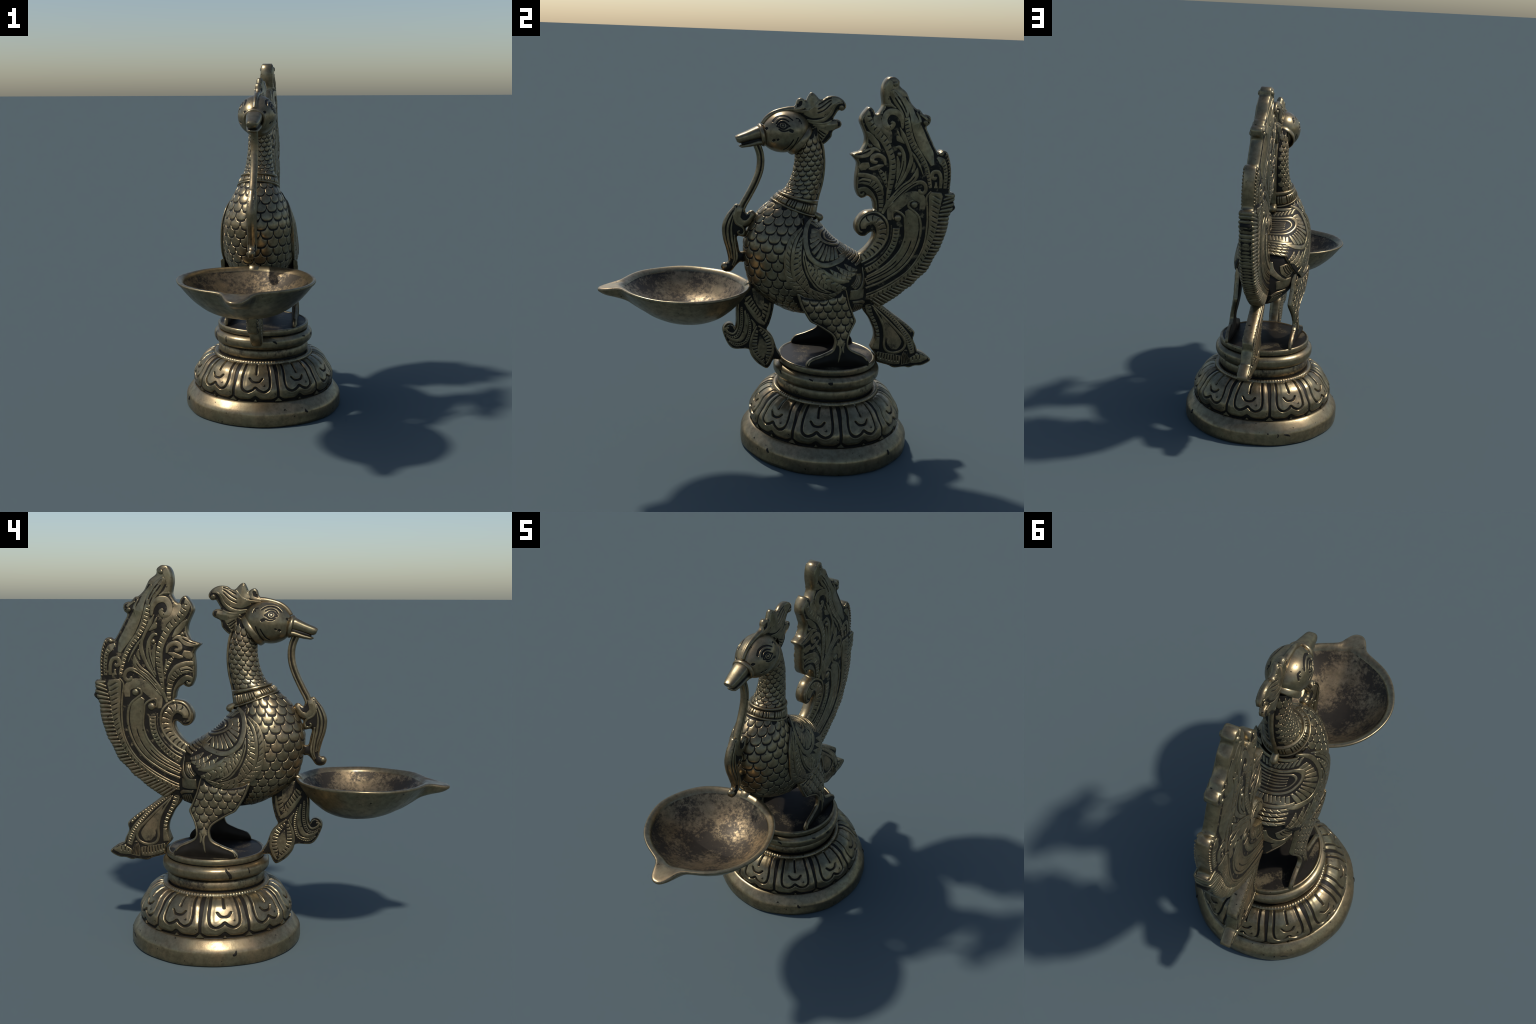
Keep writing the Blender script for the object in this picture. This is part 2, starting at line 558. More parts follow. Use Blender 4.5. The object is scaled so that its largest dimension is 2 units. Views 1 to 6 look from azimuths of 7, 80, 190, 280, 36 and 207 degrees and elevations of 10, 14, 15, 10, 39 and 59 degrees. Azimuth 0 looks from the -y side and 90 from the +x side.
# little wedges of bronze between the petal lips
wv, wf = [], []
for i in range(20):
    ph0 = math.radians(18 * i)
    w, ln = (0.050, 0.020) if i % 2 else (0.022, 0.012)
    base = 0.411
    cs = [(-w, 0.137), (w, 0.137), (0, 0.137 + ln)]
    o = len(wv)
    for (a, zz) in cs:
        wv.append((base * math.sin(ph0 + a), BASE_Y - base * math.cos(ph0 + a), zz))
    for (a, zz) in cs:
        wv.append(((base - 0.02) * math.sin(ph0 + a), BASE_Y - (base - 0.02) * math.cos(ph0 + a), zz))
    wf += [(o, o + 1, o + 2), (o, o + 3, o + 4, o + 1), (o + 1, o + 4, o + 5, o + 2), (o + 2, o + 5, o + 3, o)]
add_mesh("wedge", wv, wf, BRONZE_PLAIN, pedestal, kind="stuff", smooth=False)

def bead_bump(th, n):
    b = (0.0008 + 0.0004 * np.sin(5 * th)) * np.cos(110 * th)
    k = np.sin(np.linspace(0, math.pi, n))[:, None]
    return k * b[None], 0.6 * k * b[None]

revolve("bead_ring", [(0.260, 0.304), (0.280, 0.307), (0.2895, 0.3145), (0.289, 0.323), (0.280, 0.3305), (0.268, 0.329), (0.258, 0.320)], pedestal, BRONZE, bump=bead_bump, segs=880)
revolve("waist_ring", [(0.245, 0.334), (0.257, 0.335), (0.263, 0.341), (0.264, 0.362), (0.262, 0.378), (0.256, 0.386), (0.245, 0.388)], pedestal, BRONZE_WORN)
revolve("torus_ring", spline([(0.248, 0.393), (0.265, 0.393), (0.278, 0.399), (0.287, 0.413), (0.289, 0.431), (0.286, 0.447), (0.275, 0.459), (0.262, 0.465), (0.248, 0.464)], n=26)[0], pedestal, BRONZE_PLAIN, segs=160)
revolve("rim_ring", [(0.245, 0.470), (0.262, 0.471), (0.2655, 0.475), (0.2655, 0.498), (0.262, 0.503), (0.256, 0.504), (0.250, 0.500), (0.246, 0.494)], pedestal, BRONZE_PLAIN, segs=160)
revolve("platform", [(0.252, 0.480), (0.252, 0.4995), (0.248, 0.5), (0.0, 0.5)], pedestal, PATINA_WORN)

# old damage: nicks in the foot ring's edge and cracks in the torus
def round_surf(profile):
    p = np.array(profile, float)
    def f(q, h):
        r = np.interp(q[:, 1], p[:, 1], p[:, 0]) + h
        a = q[:, 0] / 0.45
        return np.stack([r * np.sin(a), BASE_Y - r * np.cos(a), q[:, 1]], 1)
    return f
foot_face = round_surf([(0.4585, 0.0), (0.4585, 0.02), (0.4575, 0.068), (0.454, 0.080), (0.444, 0.095), (0.429, 0.113), (0.420, 0.124)])
torus_face = round_surf([(0.265, 0.393), (0.278, 0.399), (0.287, 0.413), (0.289, 0.431), (0.286, 0.447), (0.275, 0.459), (0.262, 0.465)])
def nick(surf, az, pts, hw):
    a0 = math.radians(az) * 0.45
    stroke("nick", surf, pedestal, [(a0 + 1.35 * x, z) for x, z in pts], hw, h=0.0008, mat=PATINA, twin=False, widen=1.5)
nick(foot_face, 38.5, [(-0.006, 0.088), (-0.004, 0.076), (0.006, 0.066)], [0.003, 0.005, 0.003])
nick(foot_face, 127.0, [(-0.002, 0.090), (0.0, 0.076), (-0.004, 0.064)], [0.003, 0.005, 0.003])
nick(foot_face, 203.5, [(0.0, 0.078), (0.004, 0.066), (0.0, 0.050)], [0.002, 0.004, 0.002])
nick(foot_face, 197.0, [(-0.007, 0.077), (0.004, 0.076)], [0.003, 0.003])
nick(foot_face, 211.0, [(-0.018, 0.070), (0.0, 0.064), (0.015, 0.054)], [0.002, 0.005, 0.002])
nick(foot_face, 294.0, [(-0.010, 0.058), (0.0, 0.064), (0.004, 0.082)], [0.004, 0.005, 0.002])
nick(torus_face, 296.0, [(-0.026, 0.457), (-0.018, 0.447), (-0.006, 0.433), (0.004, 0.418), (0.006, 0.400)], [0.006, 0.006, 0.007, 0.009, 0.009])
nick(torus_face, 82.0, [(-0.016, 0.441), (0.0, 0.438), (0.016, 0.439)], [0.003, 0.006, 0.005])
nick(torus_face, 62.0, [(-0.02, 0.452), (0.01, 0.445)], [0.002, 0.003])
nick(torus_face, 318.0, [(-0.004, 0.455), (0.002, 0.44), (0.006, 0.42)], [0.003, 0.004, 0.004])
nick(torus_face, 20.0, [(-0.02, 0.445), (0.0, 0.44), (0.012, 0.43)], [0.002, 0.005, 0.003])

# ================================================================== body of the bird
FRONT = [(0.0627, 1.66), (0.0627, 1.6036), (0.0626, 1.5524), (0.0516, 1.4883), (0.0274, 1.4285), (-0.0033, 1.3945), (-0.0519, 1.3543), (-0.1309, 1.278), (-0.1820, 1.1704), (-0.1896, 1.0743),
         (-0.1562, 0.9184), (-0.0729, 0.8317), (0.0453, 0.7660), (0.1573, 0.7400), (0.350, 0.728), (0.455, 0.752)]
BACK = [(0.170, 1.74), (0.195, 1.640), (0.2105, 1.5679), (0.2108, 1.5034), (0.2031, 1.4387), (0.1851, 1.36), (0.1744, 1.2672), (0.2214, 1.2046), (0.2586, 1.1653), (0.2992, 1.1310),
        (0.347, 1.101), (0.3926, 1.0764), (0.4256, 1.0541), (0.4452, 1.0241), (0.4600, 0.9632), (0.482, 0.890)]
WIDTH = [0.050, 0.058, 0.062, 0.066, 0.074, 0.088, 0.112, 0.148, 0.176, 0.193, 0.202, 0.203, 0.196, 0.172, 0.120, 0.060]
NST = len(FRONT)
T_COLLAR = 5.0, 6.0

def st_interp(t):
    x = np.clip(np.asarray(t, float), 0, NST - 1)
    tab = np.column_stack([np.array(FRONT), np.array(BACK), np.array(WIDTH)])
    i = np.clip(x.astype(int), 0, NST - 2)
    u = (x - i)[..., None]
    g = lambda j: tab[np.clip(j, 0, NST - 1)]
    a, b, c, d = g(i - 1), g(i), g(i + 1), g(i + 2)
    return 0.5 * (2 * b + (c - a) * u + (2 * a - 5 * b + 4 * c - d) * u**2 + (3 * b - a - 3 * c + d) * u**3)

def body_pt(t, th):
    s = st_interp(t)
    F, B, w = s[..., :2], s[..., 2:4], s[..., 4]
    C, R = 0.5 * (F + B), 0.5 * (F - B)
    yz = C + R * np.cos(th)[..., None]
    return np.stack([-w * np.sin(th), yz[..., 0], yz[..., 1]], -1)

def body_nrm(t, th):
    e = 1e-3
    a = body_pt(t + e, th) - body_pt(t - e, th)
    b = body_pt(t, th + e) - body_pt(t, th - e)
    n = np.cross(b, a)
    return n / (np.linalg.norm(n, axis=-1)[..., None] + 1e-12)

chk = body_nrm(np.array([9.0]), np.array([math.pi / 2]))[0]
NSIGN = 1.0 if chk[0] < 0 else -1.0

def body_off(t, th, h):
    return body_pt(t, th) + NSIGN * body_nrm(t, th) * h[..., None]

def body_grid(t0, t1, nt, nth):
    T, TH = np.meshgrid(np.linspace(t0, t1, nt), np.linspace(0, 2 * math.pi, nth, endpoint=False), indexing="ij")
    v = body_pt(T, TH).reshape(-1, 3)
    idx = np.arange(nt * nth).reshape(nt, nth)
    idx = np.hstack([idx, idx[:, :1]])
    f = np.stack([idx[:-1, :-1], idx[:-1, 1:], idx[1:, 1:], idx[1:, :-1]], -1).reshape(-1, 4)
    return v, f, idx[:, :-1]

nv_, nf_, ni_ = body_grid(0, 5.5, 90, 96)
neck = add_mesh("neck", nv_, nf_, PATINA, THING)
tv_, tf_, ti_ = body_grid(5.5, NST - 1, 150, 144)
tf_ = [tuple(f) for f in tf_] + [tuple(ti_[-1])]
torso = add_mesh("torso", tv_, tf_, PATINA, THING)
bvh = BVHTree.FromPolygons([tuple(v) for v in np.vstack([tv_, nv_])], [tuple(int(i) for i in f) for f in tf_] + [tuple(int(i) + len(tv_) for i in f) for f in nf_])

def out_normal(p, n):
    """Face normals may point either way: orient away from the body's middle line."""
    c = Vector((0.0, min(max(p.y, 0.05), 0.35), 0.95 if p.z < 1.2 else p.z - 0.02))
    return n if n.dot(p - c) > 0 else -n

def side_surf(lift=0.0):
    """Maps (y, z) seen from the side onto the body's -x flank, raised by lift + h along the normal."""
    def f(q, h):
        out = np.empty((len(q), 3))
        for i, (y, z) in enumerate(q):
            p, n, _, _ = bvh.ray_cast(Vector((-1, y, z)), Vector((1, 0, 0)))
            if p is None:
                p, n, _, _ = bvh.find_nearest(Vector((-0.02, y, z)))
            n = out_normal(p, n)
            out[i] = p + n * (h[i] + lift)
        return out
    return f

# ---- scales: a fish-scale tiling; every scale is its own cushion
def scale_cell(n=15, gap=0.058, arc_h=0.60):
    """Cell coordinates (column offset, row offset) and the edge distance of one scale."""
    a = np.sin(np.linspace(-1, 1, n) * math.pi / 2)
    a = np.sign(a) * (1 - (1 - np.abs(a)) ** 1.25)
    A, J = np.meshgrid(a, 0.5 + 0.5 * a)
    arc = lambda x: np.sqrt(np.clip(1 - np.abs(x) ** 2.3, 0, 1))
    bot = arc_h * arc(A)
    top = -1.0 + arc_h * arc(1 - np.abs(A))
    mid, halfh = 0.5 * (bot + top), 0.5 * (bot - top)
    halfh = np.maximum(halfh - gap, 0.004)
    V = 2 * J - 1
    Bq = mid + halfh * V
    Aq = A * (1 - 1.1 * gap)
    e = np.minimum((1 - np.abs(A)), (1 - np.abs(V)) * halfh)
    return Aq * 0.5, Bq, e

CA, CB, CE = scale_cell()
CI = np.arange(CA.size).reshape(CA.shape)
CF = np.stack([CI[:-1, :-1], CI[:-1, 1:], CI[1:, 1:], CI[1:, :-1]], -1).reshape(-1, 4)

def scale_height(h, jit):
    return DIP + (h - DIP) * smooth01(CE / 0.055) ** 0.6 + 0.0016 * smooth01(CE / 0.45) + 0.0008 * (CB - 0.2) * smooth01(CE / 0.3) + jit * smooth01(CE / 0.2)

def put_scale(P, parent, twin=True, ref=None):
    ob = add_mesh("scale", P.reshape(-1, 3), CF, BRONZE, parent)
    return ob

WING_EDGE = np.array([(0.145, 1.287), (0.098, 1.250), (0.030, 1.192), (0.002, 1.133), (-0.007, 1.048), (0.008, 0.970), (0.060, 0.906), (0.064, 0.873), (0.099, 0.806), (0.134, 0.757), (0.318, 0.731), (0.451, 0.770), (0.447, 1.078), (0.314, 1.168)])

# neck: twelve columns, rows down to the collar
rows = 12
for r in range(rows):
    for c in range(12):
        off = 0.5 * (r % 2)
        th = (c + off + CA) * 2 * math.pi / 12
        t = 0.35 + (r + 0.5 + CB) * (5.0 - 0.35) / rows
        thc = ((c + off) * 2 * math.pi / 12) % (2 * math.pi)
        if abs(thc - math.pi) < 0.30:
            continue
        t = np.clip(t, 0.2, 4.97)
        h = scale_height(0.0017, RNG.uniform(-0.0004, 0.0004))
        put_scale(body_off(t, th + 0 * t, h), neck)

# breast: horizontal rows around an upright axis, found by looking outward from it
def breast_dir(psi):
    return Vector((-math.sin(psi), -math.cos(psi), 0))

def breast_axis(z):
    return Vector((0, 0.10, z))

prof = []
zz = np.linspace(1.345, 0.745, 240)
for z in zz:
    o = breast_axis(z)
    far = o + breast_dir(0.75) * 1.0
    p, n, _, _ = bvh.ray_cast(far, -breast_dir(0.75))
    prof.append((p - o).length if p is not None else 0.0)
prof = np.array(prof)
arc_len = np.concatenate([[0], np.cumsum(np.hypot(np.diff(prof), np.diff(zz)))])
ROW = 0.0475
nrow = int(arc_len[-1] / ROW)
NCOL = 24
for r in range(nrow + 1):
    for c in range(-7, 7):
        off = 0.5 * (r % 2)
        psi_c = (c + off) * 2 * math.pi / NCOL
        s_c = (r + 0.3) * ROW
        z_c = float(np.interp(s_c, arc_len, zz))
        o = breast_axis(z_c)
        p, n, _, _ = bvh.ray_cast(o + breast_dir(psi_c) * 1.0, -breast_dir(psi_c))
        if p is None:
            continue
        if inside(np.array([[p.y, p.z]]), WING_EDGE)[0] or p.y > 0.22:
            continue
        # keep below the collar
        s5 = st_interp(6.05)
        up = (p.z - s5[1]) - (p.y - s5[0]) * (s5[3] - s5[1]) / (s5[2] - s5[0])
        if up > -0.005:
            continue
        P = np.empty(CA.shape + (3,))
        H = scale_height(0.0017, RNG.uniform(-0.0005, 0.0005))
        ok = True
        for i in np.ndindex(CA.shape):
            psi = (c + off + CA[i]) * 2 * math.pi / NCOL
            z = float(np.interp((r + CB[i]) * ROW, arc_len, zz))
            d = breast_dir(psi)
            hit, n, _, _ = bvh.ray_cast(breast_axis(z) + d, -d)
            if hit is None:
                ok = False
                break
            n = out_normal(hit, n)
            P[i] = hit + n * H[i]
        if ok:
            ob = put_scale(P, torso)

# ---- collar: a cord, a ticked band and a lower cord
def hoop(name, t0, t1, h, parent, ticks=0, nt=9, nth=240, slope=0.0):
    T, TH = np.meshgrid(np.linspace(0, 1, nt), np.linspace(0, 2 * math.pi, nth, endpoint=False), indexing="ij")
    H = DIP + (h - DIP) * (1 - np.abs(2 * T - 1) ** 4) ** 0.6
    if ticks:
        a = TH * ticks / (2 * math.pi)
        wob = 0.18 * np.sin(TH * 11 + 1.3)
        near = np.abs((a + wob) - np.round(a + wob))
        g = (1 - smooth01((near - 0.07) / 0.12)) * ((T > 0.12) & (T < 0.88))
        g *= (np.sin(TH * 9.0) > -0.75)
        H = H + (1.3 * DIP - H) * g
    P = body_off(t0 + (t1 - t0) * T, TH, H).reshape(-1, 3)
    idx = np.arange(nt * nth).reshape(nt, nth)
    idx = np.hstack([idx, idx[:, :1]])
    f = np.stack([idx[:-1, :-1], idx[1:, :-1], idx[1:, 1:], idx[:-1, 1:]], -1).reshape(-1, 4)
    return add_mesh(name, P, f, BRONZE, parent)

hoop("collar_cord", 4.97, 5.24, 0.012, neck)
hoop("collar", 5.26, 5.86, 0.010, torso, ticks=44, nth=720)
hoop("collar_cord", 5.87, 6.02, 0.009, torso)

# ================================================================== head
HC = np.array([0.004, 1.709])
def head_pt(al, be, s=1.0):
    """al: 0 at the beak, pi at the nape; be: around the beak axis.  The axis dips a little forward."""
    tilt = math.radians(14)
    ax = np.array([-math.cos(tilt), -math.sin(tilt)])     # toward the beak (y, z)
    up = np.array([-math.sin(tilt), math.cos(tilt)])
    ca, sa = np.cos(al), np.sin(al)
    L = 0.128 * s
    y = HC[0] + ax[0] * L * ca + up[0] * 0.106 * s * sa * np.cos(be)
    z = HC[1] + ax[1] * L * ca + up[1] * 0.106 * s * sa * np.cos(be)
    x = -0.104 * s * sa * np.sin(be)
    return x, y, z

na, nb = 300, 520
AL, BE = np.meshgrid(np.linspace(0.02, math.pi - 0.02, na), np.linspace(0, 2 * math.pi, nb, endpoint=False), indexing="ij")
X, Y, Z = head_pt(AL, BE)
q = np.stack([Y.ravel(), Z.ravel()], 1)
cut = np.zeros(len(q))
EYE = dict(
    ball=[(-0.044, 1.749), (-0.040, 1.739), (-0.031, 1.734), (-0.024, 1.732), (-0.015, 1.734), (-0.007, 1.740), (-0.004, 1.748), (-0.008, 1.757), (-0.015, 1.761), (-0.024, 1.763), (-0.033, 1.761), (-0.040, 1.757), (-0.044, 1.749)],
    pupil=[(-0.033, 1.749), (-0.030, 1.743), (-0.024, 1.741), (-0.018, 1.744), (-0.016, 1.749), (-0.019, 1.755), (-0.025, 1.756), (-0.031, 1.754), (-0.033, 1.749)],
    upper=[(0.011, 1.746), (0.001, 1.753), (-0.016, 1.766), (-0.033, 1.766), (-0.048, 1.754), (-0.054, 1.743)],
    lower=[(0.010, 1.746), (-0.001, 1.741), (-0.016, 1.731), (-0.033, 1.732), (-0.044, 1.739), (-0.054, 1.743)],
    lid=[(0.006, 1.769), (-0.012, 1.777), (-0.029, 1.777), (-0.046, 1.769), (-0.056, 1.756)],
    brow=[(0.027, 1.775), (0.006, 1.788), (-0.019, 1.792), (-0.045, 1.786), (-0.062, 1.774), (-0.071, 1.764)],
    bag=[(0.009, 1.728), (-0.012, 1.721), (-0.029, 1.721), (-0.044, 1.729)],
    cheek=[(0.058, 1.687), (0.049, 1.662), (0.036, 1.637), (0.023, 1.620)],
    jowl=[(0.032, 1.675), (0.021, 1.654), (0.006, 1.633), (-0.009, 1.623)],
    temple=[(0.047, 1.783), (0.062, 1.780), (0.070, 1.769), (0.074, 1.759)],
    mark=[(0.064, 1.774), (0.061, 1.767)],
    spot=[(0.024, 1.721), (0.013, 1.725)],
    fleck=[(-0.099, 1.729), (-0.103, 1.725)],
    pit=[(-0.064, 1.672), (-0.068, 1.669)],
    dot=[(-0.045, 1.677), (-0.048, 1.674)],
)
for kname, pts in EYE.items():
    w = {"brow": 0.0052, "spot": 0.010, "fleck": 0.007, "pit": 0.008, "dot": 0.007, "lid": 0.005, "cheek": 0.0055, "jowl": 0.0055, "pupil": 0.0032, "ball": 0.0036, "bag": 0.0045}.get(kname, 0.0044)
    w *= 1.3
    pl = spline(pts, step=0.002)[0]
    d = seg_dist(q, pl, closed=False)[0]
    cut = np.maximum(cut, 1 - smooth01((d - 0.38 * w) / (0.3 * w)))
cut = cut.reshape(X.shape) * (np.abs(X) > 0.035)
sc = 1 - cut * 0.0042 / 0.11
X, Y, Z = head_pt(AL, BE, sc)
idx = np.arange(na * nb).reshape(na, nb)
idx = np.hstack([idx, idx[:, :1]])
f = np.stack([idx[:-1, :-1], idx[1:, :-1], idx[1:, 1:], idx[:-1, 1:]], -1).reshape(-1, 4)
f = [tuple(r) for r in f] + [tuple(idx[0, :-1]), tuple(idx[-1, :-1][::-1])]
head = add_mesh("head", np.stack([X, Y, Z], -1).reshape(-1, 3), f, BRONZE_PLAIN, THING)
AL2, BE2 = np.meshgrid(np.linspace(0.02, math.pi - 0.02, 40), np.linspace(0, 2 * math.pi, 64, endpoint=False), indexing="ij")
X, Y, Z = head_pt(AL2, BE2, 0.984)
idx = np.arange(40 * 64).reshape(40, 64)
idx = np.hstack([idx, idx[:, :1]])
f = np.stack([idx[:-1, :-1], idx[1:, :-1], idx[1:, 1:], idx[:-1, 1:]], -1).reshape(-1, 4)
add_mesh("engraving_fill", np.stack([X, Y, Z], -1).reshape(-1, 3), f, PATINA, head)

def sweep(name, path, rad, parent, mat, sect=16, squash=None, cap=True, flute=0, flute_depth=0.0, roll=0.0):
    """A tube along a 3D spine; rad gives (in-plane, lateral) half sizes per control point."""
    c, par, s = spline(path, step=0.006)
    rad = np.asarray(rad, float)
    if rad.ndim == 1:
        rad = np.stack([rad, rad], 1)
    ra = np.stack([np.interp(par, np.arange(len(path)), rad[:, i]) for i in (0, 1)], 1)
    t = np.gradient(c, axis=0)
    t /= np.linalg.norm(t, axis=1)[:, None]
    side = np.array([1.0, 0, 0])
    up = np.cross(t, side)
    up /= np.linalg.norm(up, axis=1)[:, None] + 1e-12
    sd = np.cross(up, t)
    th = np.linspace(0, 2 * math.pi, sect, endpoint=False)
    fl = 1 - flute_depth * (0.5 + 0.5 * np.cos(flute * th)) ** 6 if flute else np.ones_like(th)
    V = (c[:, None] + up[:, None] * (ra[:, 0][:, None] * np.cos(th) * fl)[..., None] + sd[:, None] * (ra[:, 1][:, None] * np.sin(th) * fl)[..., None])
    n = len(c)
    verts = V.reshape(-1, 3)
    idx = np.arange(n * sect).reshape(n, sect)
    idx2 = np.hstack([idx, idx[:, :1]])
    f = [tuple(r) for r in np.stack([idx2[:-1, :-1], idx2[:-1, 1:], idx2[1:, 1:], idx2[1:, :-1]], -1).reshape(-1, 4)]
    f += [tuple(idx[0][::-1]), tuple(idx[-1])]
    return add_mesh(name, verts, f, mat, parent)

def ball(name, c, r, parent, mat, sx=1.0):
    na, nb = 14, 24
    v, f = [], []
    for i in range(na + 1):
        a = math.pi * i / na
        for j in range(nb):
            b = 2 * math.pi * j / nb
            v.append((c[0] + sx * r * math.sin(a) * math.cos(b), c[1] + r * math.sin(a) * math.sin(b), c[2] + r * math.cos(a)))
    for i in range(na):
        f += [(i * nb + j, (i + 1) * nb + j, (i + 1) * nb + (j + 1) % nb, i * nb + (j + 1) % nb) for j in range(nb)]
    return add_mesh(name, v, f, mat, parent)

def ring3(name, c, axis_yz, r_in, tube, parent, mat, sx=1.0, n=72):
    """A round cord around an axis in the plane of symmetry."""
    ax = np.array([0, *axis_yz]); ax /= np.linalg.norm(ax)
    e1 = np.array([1.0, 0, 0]); e2 = np.cross(ax, e1)
    v, f = [], []
    m = 12
    for i in range(n):
        a = 2 * math.pi * i / n
        d = e1 * math.cos(a) * sx + e2 * math.sin(a)
        for j in range(m):
            b = 2 * math.pi * j / m
            v.append(np.array([0, *c]) + d * (r_in + tube[0] * math.cos(b)) + ax * tube[1] * math.sin(b))
    for i in range(n):
        for j in range(m):
            f.append((i * m + j, ((i + 1) % n) * m + j, ((i + 1) % n) * m + (j + 1) % m, i * m + (j + 1) % m))
    return add_mesh(name, v, f, mat, parent)

BEAK_AX = (-0.913, -0.407)
ring3("beak_ring", (-0.115, 1.689), (-0.97, -0.24), 0.050, (0.010, 0.012), head, BRONZE_PLAIN, sx=1.05)
ring3("head_band", (0.083, 1.668), (0.80, -0.60), 0.083, (0.006, 0.017), head, BRONZE_PLAIN, sx=0.98)

# beak: upper and lower halves with the mouth slot open on both sides
def beak_half(name, stations, parent, mat):
    """stations: (y, z_top, z_bottom, half width); section is a rounded box."""
    st = np.array(stations, float)
    par = np.linspace(0, len(st) - 1, 24)
    st = np.stack([np.interp(par, np.arange(len(st)), st[:, i]) for i in range(5)], 1)
    th = np.linspace(0, 2 * math.pi, 28, endpoint=False)
    cx = np.sign(np.sin(th)) * np.abs(np.sin(th)) ** 0.8
    cz = np.sign(np.cos(th)) * np.abs(np.cos(th)) ** 0.8
    V = []
    for y, zt, zb, w, sh in st:
        zc, hz = 0.5 * (zt + zb), 0.5 * (zt - zb)
        V.append(np.stack([w * cx, y + sh * (zc + hz * cz - zc), zc + hz * cz], 1))
    V = np.array(V)
    n, m = len(V), len(th)
    idx = np.arange(n * m).reshape(n, m)
    i2 = np.hstack([idx, idx[:, :1]])
    f = [tuple(r) for r in np.stack([i2[:-1, :-1], i2[1:, :-1], i2[1:, 1:], i2[:-1, 1:]], -1).reshape(-1, 4)]
    f += [tuple(idx[0]), tuple(idx[-1][::-1])]
    return add_mesh(name, V.reshape(-1, 3), f, mat, parent)

beak = beak_half("beak", [(-0.100, 1.735, 1.672, 0.044, -0.2), (-0.135, 1.734, 1.668, 0.044, -0.2), (-0.19, 1.707, 1.655, 0.038, -0.2), (-0.235, 1.687, 1.645, 0.031, -0.3), (-0.246, 1.680, 1.650, 0.026, -0.4)], head, BRONZE_PLAIN)
beak_half("lower_beak", [(-0.100, 1.676, 1.638, 0.042, -0.2), (-0.135, 1.669, 1.637, 0.042, -0.2), (-0.18, 1.652, 1.627, 0.035, -0.1), (-0.218, 1.640, 1.622, 0.027, 0.0), (-0.229, 1.637, 1.627, 0.019, 0.0)], head, BRONZE_PLAIN)
beak_half("mouth", [(-0.100, 1.690, 1.645, 0.037, 0.0), (-0.135, 1.685, 1.645, 0.036, 0.0), (-0.18, 1.668, 1.640, 0.031, 0.0), (-0.213, 1.655, 1.635, 0.023, 0.0), (-0.218, 1.652, 1.636, 0.018, 0.0)], head, PATINA)

# ridge over the skull, and the ridge down the back of the neck with its knob
sweep("head_ridge", [(0, -0.113, 1.745), (0, -0.090, 1.777), (0, -0.050, 1.803), (0, 0.01, 1.818), (0, 0.06, 1.822)], [(0.013, 0.011), (0.013, 0.012), (0.014, 0.013), (0.016, 0.015), (0.018, 0.018)], head, BRONZE_PLAIN)
sweep("neck_ridge", [(0, 0.195, 1.665), (0, 0.207, 1.62), (0, 0.215, 1.56), (0, 0.215, 1.50), (0, 0.208, 1.44), (0, 0.192, 1.37), (0, 0.182, 1.30), (0, 0.180, 1.27)], [(0.009, 0.013)] * 8, neck, BRONZE_PLAIN)
sweep("neck_knob", [(0, 0.165, 1.292), (0, 0.188, 1.274), (0, 0.206, 1.262), (0, 0.216, 1.254), (0, 0.222, 1.248)], [(0.012, 0.016), (0.019, 0.020), (0.023, 0.022), (0.019, 0.018), (0.006, 0.006)], neck, BRONZE_PLAIN)

# ================================================================== crest
CREST = Plate([(0.033, 1.827), (0.052, 1.843), (0.057, 1.861), (0.063, 1.874), (0.078, 1.881), (0.097, 1.873), (0.106, 1.864), (0.113, 1.882), (0.128, 1.908), (0.143, 1.906), (0.158, 1.894), (0.173, 1.878), (0.191, 1.873), (0.219, 1.891), (0.258, 1.894), (0.291, 1.881), (0.313, 1.858), (0.315, 1.837), (0.298, 1.820), (0.278, 1.823), (0.261, 1.797), (0.252, 1.778), (0.279, 1.775), (0.296, 1.760), (0.292, 1.738), (0.254, 1.717), (0.245, 1.683), (0.205, 1.647), (0.180, 1.671), (0.137, 1.722), (0.102, 1.764), (0.067, 1.794), (0.033, 1.811)], 0.014, 0.024, swell=0.05, round_off=0.010)
crest = CREST.build("crest", THING)
cs = CREST.surf
stroke("plume", cs, crest, [(0.090, 1.804), (0.133, 1.812), (0.185, 1.835), (0.228, 1.867), (0.265, 1.879), (0.293, 1.869)], [0.0052, 0.0301, 0.0451, 0.0323, 0.0163, 0.0086], grooves=[(-0.35, 0.005, 0.30, 0.72), (0.05, 0.005, 0.34, 0.75), (0.42, 0.005, 0.40, 0.78)], h=0.006)
stroke("plume_cord", cs, crest, [(0.109, 1.771), (0.155, 1.764), (0.198, 1.775), (0.233, 1.802), (0.252, 1.839), (0.272, 1.860), (0.298, 1.862)], [0.0052, 0.0086, 0.0095, 0.0086, 0.0069, 0.0060, 0.0043], h=0.007)
stroke("plume_cord", cs, crest, [(0.038, 1.813), (0.090, 1.813), (0.133, 1.829), (0.161, 1.854), (0.174, 1.873)], [0.0043, 0.0077, 0.0086, 0.0077, 0.0052], h=0.007)
stroke("crest_bud", cs, crest, [(0.099, 1.827), (0.116, 1.844), (0.135, 1.869), (0.131, 1.900)], [0.0065, 0.0206, 0.0267, 0.0129], h=0.007)
stroke("crest_scroll", cs, crest, [(0.034, 1.822), (0.064, 1.826), (0.086, 1.835), (0.095, 1.854), (0.090, 1.871), (0.073, 1.874), (0.060, 1.863), (0.062, 1.848)], [0.0052, 0.0086, 0.0103, 0.0103, 0.0086, 0.0086, 0.0077, 0.0052], h=0.007)
boss("scroll_eye", cs, crest, [(0.290, 1.837)][0], 0.014, 0.006)
stroke("plume", cs, crest, [(0.142, 1.745), (0.185, 1.741), (0.233, 1.743), (0.277, 1.753)], [0.0034, 0.0129, 0.0224, 0.0155], h=0.006)
